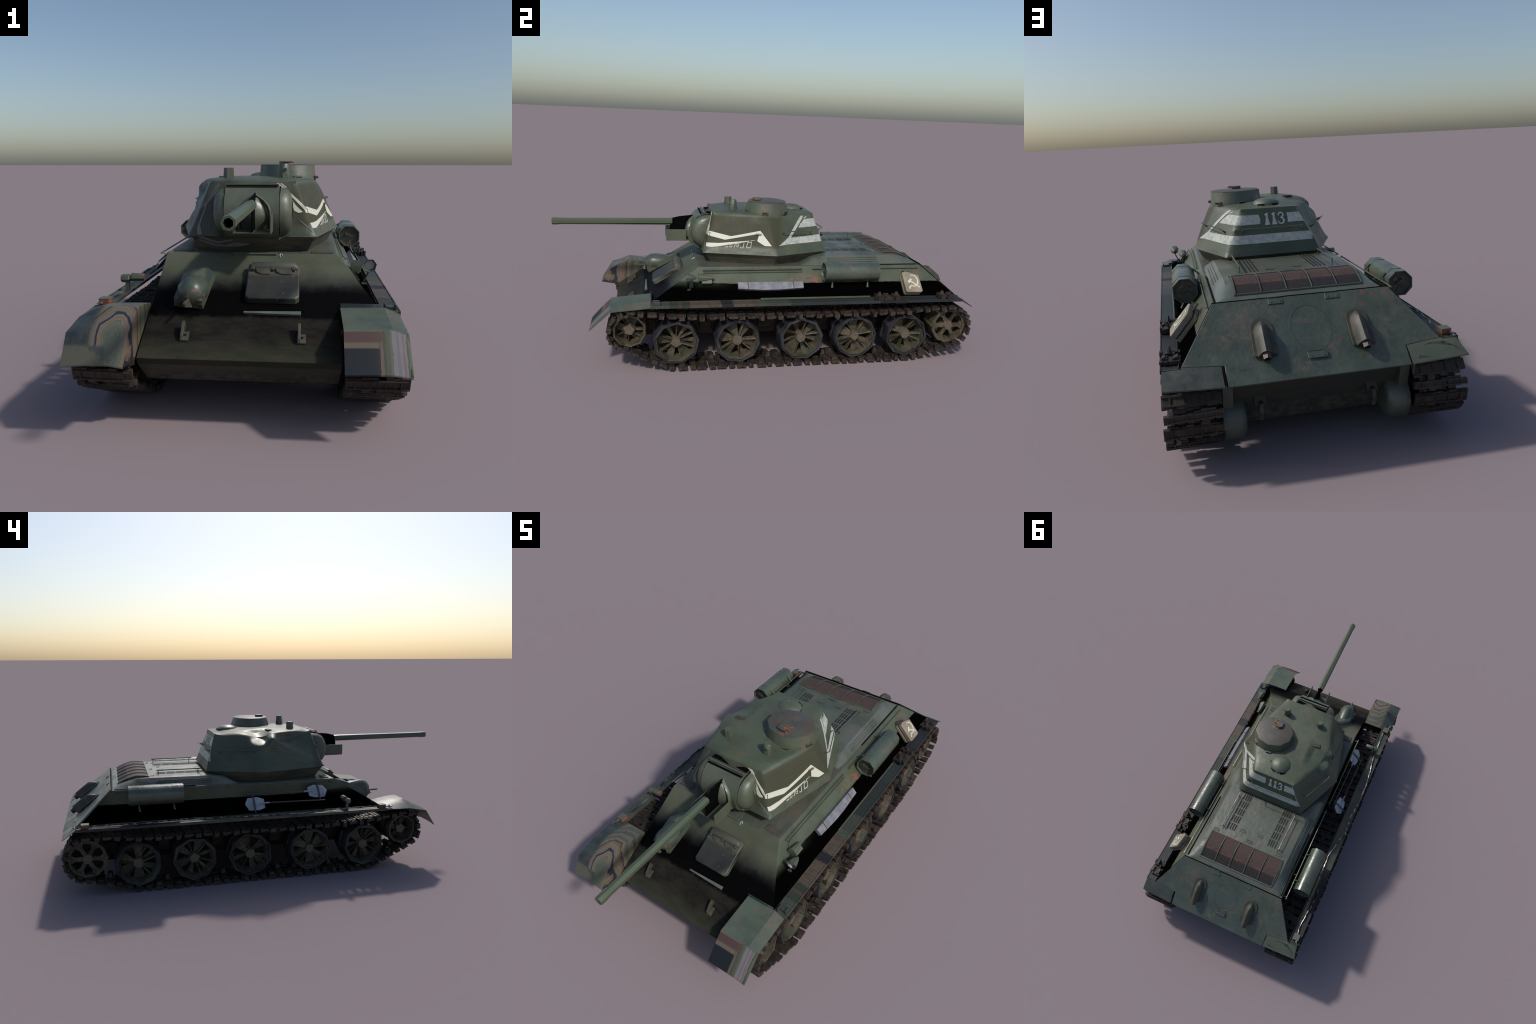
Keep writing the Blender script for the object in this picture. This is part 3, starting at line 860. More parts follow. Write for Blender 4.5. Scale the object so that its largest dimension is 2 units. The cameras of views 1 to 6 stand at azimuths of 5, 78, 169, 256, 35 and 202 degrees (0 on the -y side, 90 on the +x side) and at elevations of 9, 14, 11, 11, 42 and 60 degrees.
variants = []
for k in range(5):
    t, r, h = wheel_mesh(20 + k, 9 + k % 2, .1075, .0245, .018)
    variants.append((pour(t, "tyre", ["rubber"]), pour(r, "wheel_rim", ["wheel", "lower"]), pour(h, "wheel_hub", ["hub"])))
def put(name, me, parent, mtx):
    o = bpy.data.objects.new(name, me); bpy.context.collection.objects.link(o)
    o.parent = parent; o.matrix_local = mtx
    return o
for s in (1, -1):
    for i, y in enumerate(WY):
        t, r, h = variants[(i + 2 * (s < 0)) % 5]
        spin = Matrix.Rotation(R.uniform(0, 6.28), 4, 'X')
        mt = Matrix.Translation((s * .3655, y, .125)) @ (Matrix.Rotation(math.pi, 4, 'Z') if s < 0 else Matrix.Identity(4)) @ spin
        w = put("road_wheel", t, ROOT, mt)
        put("wheel_rim", r, w, Matrix.Identity(4)); put("wheel_hub", h, w, Matrix.Identity(4))

t, r, h = wheel_mesh(41, 10, .0765, .026, .010)
idl = (pour(t, "idler_rim", ["wheel"]), pour(r, "idler_web", ["wheel", "lower"]), pour(h, "idler_hub", ["hub"]))
# drive sprocket: flat web with windows and rollers
sp = Build(); rr = random.Random(5)
sp.loop([(.058, .088), (.058, .074), (-.055, .074), (-.055, .088)], 11)
sp.lathe([(-.03, .078), (-.026, .078), (-.02, .02)], 11, mi=1)
for i in range(6):
    a = 2 * math.pi * i / 6
    q = [(.052, math.cos(a + d) * rad, math.sin(a + d) * rad) for rad, d in ((.024, -.42), (.024, .42), (.052, .16), (.079, .30), (.079, -.30), (.052, -.16))]
    q = [(x + rr.uniform(-.006, .004), yy, zz) for x, yy, zz in q]
    sp.add(q + [(x - .012, yy, zz) for x, yy, zz in q], [tuple(range(6)), tuple(range(11, 5, -1))] + [(j, (j + 1) % 6, 6 + (j + 1) % 6, 6 + j) for j in range(6)])
    sp.tube([(-.05, math.cos(a) * .083, math.sin(a) * .083), (.05, math.cos(a) * .083, math.sin(a) * .083)], .009, 6)
sph = Build(); sph.lathe([(-.03, .03), (.045, .027), (.058, .023)], 6)
spm = (pour(sp, "sprocket", ["wheel", "lower"]), pour(sph, "sprocket_hub", ["hub"]))
for s in (1, -1):
    flip = Matrix.Rotation(math.pi, 4, 'Z') if s < 0 else Matrix.Identity(4)
    mt = Matrix.Translation((s * .366, -.636, .190)) @ flip
    w = put("idler_wheel", idl[0], ROOT, mt)
    put("idler_web", idl[1], w, Matrix.Identity(4)); put("idler_hub", idl[2], w, Matrix.Identity(4))
    w = put("drive_sprocket", spm[0], ROOT, Matrix.Translation((s * .366, .890, .165)) @ flip)
    put("sprocket_hub", spm[1], w, Matrix.Identity(4))

# track: hull of the wheel circles, with the upper run resting on the wheels
def track_path():
    pts = []
    def arc(cy, cz, r, a0, a1, n=24):
        for i in range(n + 1):
            a = math.radians(lerp(a0, a1, i / n)); pts.append(Vector((cy + math.cos(a) * r, cz + math.sin(a) * r)))
    arc(.670, .125, .1145, -90, -66, 6)
    arc(.890, .165, .0985, -66, 92)
    top = [(.78, .262), (.67, .250), (.54, .246), (.41, .248), (.28, .244), (.147, .247), (0, .243), (-.153, .248), (-.29, .246), (-.432, .253), (-.54, .266)]
    pts.extend(Vector(p) for p in top)
    arc(-.636, .190, .0885, 84, 236)
    arc(-.432, .125, .1145, 236, 270, 6)
    return pts
path = track_path()
closed = path + [path[0]]
cum = [0]
for a, c in zip(closed, closed[1:]): cum.append(cum[-1] + (c - a).length)
def at(d):
    d %= cum[-1]
    for i in range(len(cum) - 1):
        if cum[i] <= d <= cum[i + 1]:
            f = (d - cum[i]) / max(1e-9, cum[i + 1] - cum[i])
            return closed[i].lerp(closed[i + 1], f)
NL = 2 * round(cum[-1] / .0452 / 2)
def link_mesh(kind, seed):
    rr = random.Random(seed); b = Build(); n = 8; W2 = .083; hl = .0132 if kind else .0205
    for i in range(n):
        x0, x1 = -W2 + 2 * W2 * i / n - .0008, -W2 + 2 * W2 * (i + 1) / n + .0008
        edge = i in (0, n - 1)
        f = hl + (.0035 if (i + kind) % 2 and not edge else -.001) + rr.uniform(-.002, .002); g = hl + (.0035 if (i + kind + 1) % 2 and not edge else -.001) + rr.uniform(-.002, .002)
        if i in (2, 5) and rr.random() < .7: f += .006; g += .006
        if rr.random() < .28: f -= rr.uniform(.003, .008)
        if rr.random() < .2: g -= rr.uniform(.003, .007)
        zt = .0045 + rr.uniform(0, .0014); zb = -.0045 - rr.uniform(0, .002) - (rr.uniform(.006, .010) if kind else 0)
        vs = []
        for z in (zb, zt):
            vs += [(x0, -f + rr.uniform(-.0015, .0015), z), (x1, -f + rr.uniform(-.0015, .0015), z), (x1, g, z), (x0, g, z)]
        b.add(vs, [(0, 3, 2, 1), (4, 5, 6, 7), (0, 1, 5, 4), (1, 2, 6, 5), (2, 3, 7, 6), (3, 0, 4, 7)])
    # tread ribs on the ground face
    for y in ((-.008, .008) if kind else (-.013, .013)): b.box((rr.uniform(-.004, .004), y, .0070), (.158, .0045, .0045))
    for x in (-.060, -.02, .02, .060): b.box((x, 0, .0068), (.004, hl * 1.3, .0046))
    # lugs on the wheel face
    for s in (-1, 1) if not kind else ():
        b.box((s * .052, rr.uniform(-.003, .003), -.010), (.026, hl * 1.2, .012), Matrix.Rotation(rr.uniform(-.15, .15), 3, 'Y'))
        b.box((s * .030, rr.uniform(-.003, .003), -.008), (.014, .030, .008))
    if kind:
        h = .034
        b.add([(-.012, -.014, -.004), (.012, -.014, -.004), (.012, .014, -.004), (-.012, .014, -.004), (-.005, -.004, -h), (.005, -.004, -h), (.005, .006, -h), (-.005, .006, -h)],
              [(0, 1, 2, 3), (7, 6, 5, 4), (0, 4, 5, 1), (1, 5, 6, 2), (2, 6, 7, 3), (3, 7, 4, 0)])
    me = mesh("track_link", b.v, b.f); me.materials.append(M['track'])
    return me
links = [[link_mesh(k, 100 + 10 * k + j) for j in range(4)] for k in (0, 1)]
for s in (1, -1):
    tr = bpy.data.objects.new("track", None); bpy.context.collection.objects.link(tr); tr.parent = ROOT; tr.empty_display_size = .05
    for i in range(NL):
        d = cum[-1] * i / NL
        p = at(d); t = (at(d + .012) - at(d - .012)).normalized()
        nrm = Vector((t.y, -t.x))                     # outward for this winding
        X = Vector((1, 0, 0)); Y = Vector((0, t.x, t.y)); Z = Vector((0, nrm.x, nrm.y))
        mt = Matrix((X, Y, Z)).transposed().to_4x4()
        mt.translation = Vector((s * .3685 + R.uniform(-.0025, .0025), p.x + t.x * R.uniform(-.002, .002), p.y + t.y * R.uniform(-.002, .002)))
        jig = Matrix.Rotation(R.uniform(-.09, .09), 4, 'X') @ Matrix.Rotation(R.uniform(-.03, .03), 4, 'Z')
        put("track_link", links[i % 2][R.randrange(4)], tr, mt @ jig)

# spare links lying on the right fender, with one upright horn
for y, w in ((.515, 1), (.556, 0), (.600, 1), (.835, 1), (.880, 0)):
    mt = Matrix.Translation((.421, y, .3165)) @ Matrix.Rotation(math.pi, 4, 'Y') @ Matrix.Rotation(R.uniform(-.1, .1), 4, 'Z') @ Matrix.Diagonal((.36, 1.0, .85, 1))
    put("spare_track_link", links[w][R.randrange(4)], ROOT, mt)

# ------------------------------------------------------------------ stowage
for (x, y0, y1, z) in ((.356, .256, .522, .428), (-.362, .452, .700, .428)):
    b = Build(); r = .046
    b.loop([(y0, r), (y1, r), (y1, r * .93), (y1 - .012, r * .90), (y1 - .012, .002), (y0 + .012, .002), (y0 + .012, r * .90), (y0, r * .93)], 8, (x, 0, z), 'y', math.pi / 8)
    for yy in (y0 + .045, y1 - .045):
        b.loop([(yy - .003, r + .0012), (yy + .003, r + .0012), (yy + .003, r - .002), (yy - .003, r - .002)], 8, (x, 0, z), 'y', math.pi / 8)
    D = b.make("fuel_drum", "green_drum", ROOT, smooth=50)
    b = Build()
    for k in range(8):       # dark crumpled end panels
        for ye, sg in ((y0 + .011, -1), (y1 - .011, 1)):
            a0, a1 = 2 * math.pi * (k + .5) / 8, 2 * math.pi * (k + 1.5) / 8
            v = [(x, ye + sg * R.uniform(-.006, .004), z)] + [(x + math.cos(a) * r * .93, ye + sg * .002, z + math.sin(a) * r * .93) for a in (a0, a1)]
            b.add(v + [(p[0], p[1] - sg * .002, p[2]) for p in v], [(0, 1, 2), (5, 4, 3), (0, 3, 4, 1), (1, 4, 5, 2), (2, 5, 3, 0)])
    b.box((x, y0 + .006, z + .004), (.036, .008, .010), Matrix.Rotation(.3, 3, 'Y'))
    b.box((x, y1 - .006, z + .004), (.030, .008, .010), Matrix.Rotation(.5, 3, 'Y'))
    b.make("drum_end", "drum_end_mat" if "drum_end_mat" in M else "burnt", D, smooth=20)
    b = Build(); s = 1 if x > 0 else -1
    for yy in (y0 + .045, y1 - .045):
        b.tube([(x + s * .004, yy, z - r), (x + s * .016, yy - .004, z - r - .028)], [.003, .0055], 5)
        b.tube([(x - s * .036, yy, z + .03), (x - s * .062, yy, z + .006)], .003, 5)
        b.tube([(x - s * .03, yy, z - .036), (x - s * .02 if s > 0 else -.28, yy, z - .05)], .0035, 5)
    b.make("drum_strap", "green", D, smooth=40)

# sloped long steel box on the right sponson
SN = Vector((.130, 0, .112)).normalized(); ST = Vector((.112, 0, -.130)).normalized()
def sp_pt(y, t, off=0.0):                                       # t from roof edge (0) down the sponson flank
    return Vector((SX, y, .438)) + ST * t + SN * off
b = Build()
pr = [(-.150, .088), (.159, .090), (.160, .122), (.03, .130), (-.03, .130), (-.149, .122)]
b.add([sp_pt(y, t, .001) for y, t in pr] + [sp_pt(y, t, .019) for y, t in pr], [tuple(range(6)), tuple(range(11, 5, -1))] + [(i, (i + 1) % 6, 6 + (i + 1) % 6, 6 + i) for i in range(6)])
BX = b.make("steel_box", "steel", ROOT, bevel=.0015)
b = Build()
for y in (-.103, .112):
    b.box(sp_pt(y, .108, .0105), (.002, .003, .002)); 
    q = [sp_pt(y - .002, .087, .0205), sp_pt(y + .002, .087, .0205), sp_pt(y + .002, .124, .0205), sp_pt(y - .002, .124, .0205)]
    b.add(q + [p - SN * .004 for p in q], [(0, 1, 2, 3), (7, 6, 5, 4), (0, 4, 5, 1), (1, 5, 6, 2), (2, 6, 7, 3), (3, 7, 4, 0)])
b.make("box_strap", "tan_dark", BX)

# tan stowage case with emblem
b = Build()
def case(y, t, off): return sp_pt(y, t, off)
cu = [(.652, .062), (.672, .056), (.735, .076), (.740, .160), (.733, .166), (.662, .166), (.655, .158)]
def slab(bb, poly, o0, o1, mi=0):
    k = len(poly)
    bb.add([case(y, t, o0) for y, t in poly] + [case(y, t, o1) for y, t in poly], [tuple(range(k)), tuple(range(2 * k - 1, k - 1, -1))] + [(i, (i + 1) % k, k + (i + 1) % k, k + i) for i in range(k)], mi)
slab(b, cu, .004, .018); slab(b, [(y * .97 + .03 * .697, t * .97 + .03 * .11) for y, t in cu], .018, .023, 1); slab(b, cu, .023, .043)
CASE = b.make("stowage_case", ["tan", "tan_dark"], ROOT, bevel=.003)
b = Build()
b.tube([case(.66, .058, .02), case(.664, .046, .02), case(.70, .056, .026), case(.703, .066, .026)], .004, 6)
b.make("case_handle", "pink", CASE, smooth=40)
def on_case(u, v, o=.0445): return case(.700 + u, .113 + v, o)
def stroke(bb, pts, widths, h=.0014):
    """flat ribbon of given widths laid on the case lid"""
    pts = [Vector((p[0], p[1])) for p in pts]; L, Rr = [], []
    for i, p in enumerate(pts):
        t = (pts[min(i + 1, len(pts) - 1)] - pts[max(i - 1, 0)]).normalized(); nn = Vector((-t.y, t.x)) * widths[i] / 2
        L.append(p + nn); Rr.append(p - nn)
    for i in range(len(pts) - 1):
        q = [L[i], L[i + 1], Rr[i + 1], Rr[i]]
        bb.add([on_case(a.x, a.y, .0430 + .0003) for a in q] + [on_case(a.x, a.y, .0430 + h) for a in q], [(0, 1, 2, 3), (7, 6, 5, 4), (0, 4, 5, 1), (1, 5, 6, 2), (2, 6, 7, 3), (3, 7, 4, 0)])
b = Build()
arc = [(-.012, -.032), (.000, -.036), (.012, -.032), (.021, -.021), (.024, -.006), (.020, .010), (.010, .020), (-.003, .024), (-.014, .020), (-.022, .026), (-.026, .036)]
stroke(b, arc, [.002, .004, .0055, .0065, .007, .007, .006, .0055, .006, .007, .007])
b.make("emblem_mark", "pale", CASE)
b = Build()
stroke(b, [(-.018, -.006), (.028, .030)], [.006, .006], .0018)
stroke(b, [(-.026, .003), (-.008, -.015)], [.013, .008], .0022)
b.make("emblem_mark", "pale", CASE)

# head lamp and horn
b = Build(); hp = Vector((.377, -.385, .414))
b.loop([(-.004, .021), (.006, .020), (.030, .012), (.044, .003), (.040, .002), (.004, .017)], 7, hp, 'y', .2)
LAMP = b.make("head_lamp", "green", ROOT, smooth=35)
b = Build(); b.lathe([(.008, .0165), (.016, .008), (.024, .001)], 7, hp, 'y', .2); b.make("lamp_glass", "lens", LAMP, smooth=20)
b = Build()
b.tube([hp + Vector((0, .012, -.014)), (.372, -.372, .385), (.356, -.365, .350)], .003, 5)
b.box((.360, -.375, .354), (.018, .010, .004)); b.box((.335, -.36, .375), (.04, .012, .004), Matrix.Rotation(.85, 3, 'Y'))
b.make("lamp_bracket", "green_dark", LAMP, bevel=.0008)
b = Build()
b.lathe([(-.042, .0005), (-.040, .020), (-.01, .0145), (.014, .009), (.020, .0085), (.021, .0045), (.030, .0045), (.031, .001)], 8, (.339, -.288, .402), 'y', .3)
b.box((.332, -.300, .385), (.014, .03, .022)); b.box((.346, -.292, .384), (.018, .045, .012), Matrix.Rotation(.85, 3, 'Y'))
b.tube([(.318, -.312, .405), (.312, -.304, .424), (.306, -.296, .418)], .0016, 5)
b.make("horn", "green", ROOT, smooth=35)

# shovels strapped on the left flank
LN = Vector((-.130, 0, .112)).normalized(); LT = Vector((-.112, 0, -.130)).normalized()
def lf(y, t, off=0.0): return Vector((-SX, y, .438)) + LT * t + LN * off
for (yc, tc, d, hy) in ((-.225, .068, 1, .138), (.112, .117, -1, -.249)):
    blade = [(-.045, .0), (-.028, -.033), (.020, -.036), (.052, -.024), (.052, .024), (.020, .034), (-.028, .033)]
    b = Build()
    pt = [(yc + d * u, tc + v) for u, v in blade]
    b.add([lf(y, t, -.001) for y, t in pt] + [lf(y, t, .002 + (.005 if i in (0,) else 0)) for i, (y, t) in enumerate(pt)], [tuple(range(7)), tuple(range(13, 6, -1))] + [(i, (i + 1) % 7, 7 + (i + 1) % 7, 7 + i) for i in range(7)])
    b.tube([lf(yc + d * .03, tc, .004), lf(yc + d * .075, tc, .006)], [.003, .005], 6)
    S = b.make("shovel_blade", "shovel", ROOT)
    b = Build(); b.tube([lf(yc + d * .065, tc, .006), lf(hy, tc - .004 * d, .006)], .0035, 6); b.make("shovel_handle", "wood", S, smooth=40)
    b = Build(); b.tube([lf(yc, tc - .046, .004), lf(yc, tc, .010), lf(yc, tc + .048, .004)], .0042, 5); b.make("shovel_clamp", "green_dark", S, smooth=40)

# smoke pot cylinders, wooden block and tow cable on the left fender
b = Build()
b.lathe([(-.398, .0145), (-.360, .0135), (-.356, .0115)], 8, (0, -.342, .356), 'x', .2)
CY = b.make("signal_lamp", "green", ROOT, smooth=40)
b = Build(); b.lathe([(-.432, .012), (-.428, .014), (-.406, .0142), (-.402, .011)], 6, (0, -.345, .352), 'x', .2); b.box((-.400, -.343, .346), (.012, .008, .008)); b.box((-.412, -.343, .322), (.012, .012, .032))
b.make("lamp_cap", "green", CY, smooth=30)
b = Build(); b.lathe([(-.3575, .013), (-.3545, .012)], 8, (0, -.342, .356), 'x', .2); b.make("lamp_end", "rustred", CY)
for y in (-.522, .893):
    b = Build(); b.box((-.425, y, .3165), (.032, .034, .016)); b.make("cable_clamp", "rustred", ROOT, bevel=.002)
    b = Build(); b.box((-.425, y, .3255), (.033, .035, .003)); b.make("clamp_cap", "green", ROOT, bevel=.001)
b = Build()
pts = [(-.425, -.56), (-.440, -.575), (-.432, -.54), (-.416, -.506), (-.418, -.421), (-.417, -.347), (-.434, -.223), (-.443, -.136), (-.449, .005), (-.437, .120), (-.445, .244), (-.425, .305), (-.408, .411), (-.412, .488), (-.424, .569), (-.438, .647), (-.428, .74), (-.420, .83), (-.425, .90), (-.445, .93), (-.43, .945)]
dense = []
for i in range(len(pts) - 1):
    for k in range(4):
        f = k / 4; x, y = lerp(pts[i][0], pts[i + 1][0], f), lerp(pts[i][1], pts[i + 1][1], f)
        dense.append((x + R.uniform(-.0025, .0025), y, .3125 + R.uniform(0, .005)))
b.tube(dense, [R.uniform(.0022, .0038) for _ in dense], 5)
b.make("tow_cable", "cable", ROOT, smooth=20)

# small front bracket on right fender
b = Build()
b.box((.424, -.512, .312), (.034, .022, .010)); b.box((.410, -.520, .316), (.005, .03, .016)); b.box((.440, -.515, .316), (.005, .026, .014))
b.make("fender_bracket", "green_dark", ROOT, bevel=.001)

# ------------------------------------------------------------------ turret
half_bot = [(.212, -.300), (.296, .043), (.186, .314)]
half_top = [(.142, -.247, .671), (.186, -.118, .672), (.211, .000, .668), (.204, .070, .664), (.113, .255, .664)]
def mirror(h): return [(-p[0], *p[1:]) for p in reversed(h)]
botR = [(.212, -.300), (.2535, -.130), (.296, .043), (.268, .112), (.186, .314)]
tb = Build()
z0 = .490
bot = [Vector((x, y, z0)) for x, y in botR]; bot += [Vector((-v.x, v.y, v.z)) for v in reversed(bot)]
top = [Vector((p[0] * (1.035 if abs(p[1]) < .2 else 1), p[1], p[2] + .001)) for p in half_top]; top += [Vector((-v.x, v.y, v.z)) for v in reversed(top)]
mid = [a.lerp(c, .55) for a, c in zip(bot, top)]
# left cage vertices moved so that flank shades in lumps, the right stays flat
mid[7] = Vector((-.228, -.012, .640)); mid[8] = mid[8] + Vector((.010, .010, -.012)); mid[6] = mid[6] + Vector((.010, .004, .008))
mid[5] = mid[5] + Vector((0, 0, .004))
inner = [Vector((v.x * .90, v.y * .93 + .0, min(.683, v.z + .006))) for v in top]
core = [Vector((v.x * .45, v.y * .5, .684)) for v in top]
neck1 = [Vector((v.x * .90, v.y * .90, .4885)) for v in bot]
neck0 = [Vector((v.x * .80, v.y * .84, .438)) for v in bot]
tb.rings([bot, mid, top, inner, core])
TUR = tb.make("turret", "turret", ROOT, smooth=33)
# round the casting with subdivision; plate joints at bow, stern and underside stay crisp
bm = bmesh.new(); bm.from_mesh(TUR.data)
cl = bm.edges.layers.float.new("crease_edge")
cv = bm.verts.layers.float.new("crease_vert")
for v in bm.verts:
    if v.co.z < .495 or abs(v.co.y) > .243: v[cv] = 1.0
for e in bm.edges:
    p, q = e.verts[0].co, e.verts[1].co
    if max(p.z, q.z) < .495: e[cl] = 1.0
    elif min(p.x, q.x) > .1 and min(p.y, q.y) > .25 and abs(p.z - q.z) > .02: e[cl] = .55     # this stern corner is well rounded
    elif min(p.y, q.y) > .25: e[cl] = 1.0
    elif max(p.y, q.y) < -.24: e[cl] = .92
    elif p.x > .2 and q.x > .2 and abs(p.z - q.z) > .05 and max(abs(p.y), abs(q.y)) < .06: e[cl] = .5
bm.to_mesh(TUR.data); bm.free()
sub = TUR.modifiers.new("round", 'SUBSURF'); sub.levels = sub.render_levels = 4
dg = bpy.context.evaluated_depsgraph_get()
fine = bpy.data.meshes.new_from_object(TUR.evaluated_get(dg))
TUR.modifiers.clear(); TUR.data = fine; fine.name = "turret"
def blob(y, z, y0, z0, sy, sz): return math.exp(-((y - y0) / sy) ** 2 - ((z - z0) / sz) ** 2)
nrm0 = [v.normal.copy() for v in fine.vertices]; co0 = [v.co.copy() for v in fine.vertices]
for v, nn, c in zip(fine.vertices, nrm0, co0):
    x, y, z = c
    if x < -.10 and z > .495:              # left flank displaced to shape its highlights and dark folds
        d = -.015 * blob(y, z, .040, .662, .055, .028) + .004 * blob(y, z, .045, .605, .055, .025) - .009 * blob(y, z, -.11, .640, .06, .022) + .009 * blob(y, z, -.018, .645, .018, .022) - .010 * blob(y, z, .005, .588, .034, .030)
        for yy, zz in ((-.05, .628), (-.085, .600), (-.125, .575), (-.165, .555), (-.205, .535)):
            d += .0042 * blob(y, z, yy, zz, .024, .020) - .0040 * blob(y, z, yy + .012, zz - .040, .028, .022)
        d += .004 * blob(y, z, .12, .57, .05, .04) - .004 * blob(y, z, -.13, .65, .05, .02)
        k = min(1, max(0, (-.10 - x) / .03)) * min(1, (z - .495) / .02) * min(1, max(0, (y + .285) / .03)) * min(1, max(0, (.28 - y) / .03))
        v.co = c + nn * d * k * 1.5
    else:
        d = .0012 * math.sin(21 * x + 13 * y) * math.sin(17 * y - 29 * z)
        if z > .50 and abs(y - .28) > .03: v.co = c + nn * d
fine.update()
for p in fine.polygons: p.use_smooth = True
fine.set_sharp_from_angle(angle=math.radians(32))
# bright patches of the left flank drawn by tilting its shading normals upward
cn = []
for lp, nv in zip(fine.loops, fine.corner_normals):
    x, y, z = co0[lp.vertex_index]; n = Vector(nv.vector)
    if x < -.12 and .495 < z < .668 and n.x < -.12 and -.285 < y < .27:
        up = 1.2 * blob(y, z, .035, .634, .062, .030) * (1 if y > -.012 else .35) + .30 * blob(y, z, -.13, .625, .05, .03)
        for yy, zz, a in ((-.022, .655, .7), (-.055, .628, .8), (-.09, .600, .75), (-.13, .578, .6), (-.17, .556, .45), (-.205, .54, .3)):
            up += a * blob(y, z, yy, zz, .022, .015)
        up -= .5 * blob(y, z, -.01, .585, .03, .03)
        n = (n + Vector((.25 * up, 0, up))).normalized()
    cn.append(n)
fine.normals_split_custom_set(cn)
b = Build()
ring0 = [Vector((v.x * .965, v.y * .965, .492)) for v in bot]
ring0[0] = Vector((.206, -.292, .492)); ring0[9] = Vector((-.206, -.292, .492))
ring1 = [Vector((v.x * .86, v.y * .86, .437)) for v in bot]
b.rings([ring0, ring1])
NECK = b.make("turret_ring", "neck", TUR, smooth=30)
bmt = bmesh.new(); bmt.from_mesh(TUR.data); bmt.from_mesh(NECK.data)
TREE = BVHTree.FromBMesh(bmt)

# mantlet: rolled plate between two bulging cheeks
GX = .013
arcp = [(-.268, .6555), (-.292, .6545), (-.316, .646), (-.342, .617), (-.354, .585), (-.357, .556), (-.350, .527), (-.335, .503), (-.312, .487), (-.27, .480)]
b = Build()
b.rings([[(x, y, z) for y, z in arcp + [(-.24, .49), (-.24, .64)]] for x in (-.086, .090)])
MAN = b.make("mantlet", "green", TUR, smooth=40)
def man(z):
    for (y0, z0_), (y1, z1) in zip(arcp, arcp[1:]):
        if z1 <= z <= z0_: return lerp(y0, y1, (z0_ - z) / max(1e-6, z0_ - z1))
    return -.30
for s in (1, -1):
    x0 = .092 if s > 0 else -.088
    b = Build(); rings = []
    ck = [(-.256, .651), (-.295, .647), (-.325, .632), (-.343, .600), (-.352, .558), (-.338, .523), (-.303, .492), (-.270, .505), (-.250, .56)]
    cyz = (-.285, .572)
    for t, k in ((0, 1.0), (.014, .97), (.026, .88), (.034, .74), (.038, .5)):
        rings.append([(x0 + s * t, lerp(cyz[0], y, k), lerp(cyz[1], z, k)) for y, z in ck])
    b.rings(rings)
    b.make("mantlet_cheek", "green", TUR, smooth=60)
    b = Build()      # dark gap and lip behind the cheek
    b.rings([[(x0 + s * t, lerp(-.275, y, k) + .004, lerp(.572, z, k)) for y, z in ck] for t, k in ((-.003, 1.045), (.001, 1.045))])
    b.make("mantlet_gap", "hole", TUR)
    b = Build(); b.box((x0 + s * .040, -.283, .580), (.003, .012, .055), Matrix.Rotation(.25, 3, 'X')); b.make("mantlet_rib", "green", TUR)
    b = Build()      # pointed lower lug
    b.add([(x0 - .004 * s, -.316, .482), (x0 + .034 * s, -.300, .498), (x0 + .038 * s, -.262, .500), (x0 - .006 * s, -.262, .481), (x0 + .0 * s, -.290, .50), (x0 + .03 * s, -.270, .505)], [(0, 1, 2, 3), (0, 4, 5, 1), (1, 5, 2), (3, 2, 5, 4), (0, 3, 4)])
    b.make("mantlet_lug", "green", TUR)
# slots and rail across the mantlet crown
b = Build()
b.box((.0, -.300, .6560), (.168, .008, .003), Matrix.Rotation(-.12, 3, 'X')); b.prism([(-.085, -.272), (-.085, -.252), (-.060, -.250), (.006, -.274)], 2, .6575, .6605); b.prism([(.030, -.268), (.086, -.275), (.086, -.252), (.060, -.250)], 2, .6575, .6605)
b.make("mantlet_slot", "hole", TUR)
b = Build(); b.box((.0, -.2865, .6605), (.172, .010, .004)); b.make("mantlet_rail", "green_drum", TUR, bevel=.001)
b = Build(); b.box((.002, -.262, .657), (.166, .03, .004)); b.make("mantlet_shelf", "burnt", TUR)

# pointed collar around the gun port
arch = [(.052, .502), (.0535, .545), (.053, .578), (.047, .597), (.030, .616), (.0, .634), (-.030, .616), (-.047, .597), (-.053, .578), (-.0535, .545), (-.052, .502)]
b = Build()
outer = [(GX + x, man(z) - .004, z) for x, z in arch]
ridge = [(GX + x * .93, man(z) - .013, .56 + (z - .56) * .95) for x, z in arch]
innr = [(GX + x * .80, man(z) - .006, .555 + (z - .555) * .84) for x, z in arch]
back = [(GX + x * .78, man(z) + .004, .555 + (z - .555) * .82) for x, z in arch]
outb = [(GX + x, man(z) + .006, z) for x, z in arch]
b.rings([outb, outer, ridge, innr, back], cap=False, closed=False)
b.make("gun_port_collar", "green", TUR, smooth=35)
b = Build()
b.add([(GX + x * .86, man(z) - .0015, .556 + (z - .556) * .88) for x, z in arch] + [(GX + x * .86, man(z) + .004, .556 + (z - .556) * .88) for x, z in arch], [tuple(range(11)), tuple(range(21, 10, -1))] + [(i, (i + 1) % 11, 11 + (i + 1) % 11, 11 + i) for i in range(11)])
b.make("gun_port", "green", TUR)
# thin keel plate under the barrel root, and the open recoil trough
b = Build()
b.prism([(-.335, .636), (-.40, .629), (-.442, .619), (-.446, .588), (-.450, .522), (-.345, .520)], 0, GX - .002, GX + .002)
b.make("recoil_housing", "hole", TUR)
b = Build()
for x in (GX - .054, GX + .058):
    b.box((x, -.418, .5455), (.004, .098, .056))
b.box((GX, -.400, .5185), (.110, .095, .004))
b.make("recoil_trough", "green", TUR, bevel=.0008)

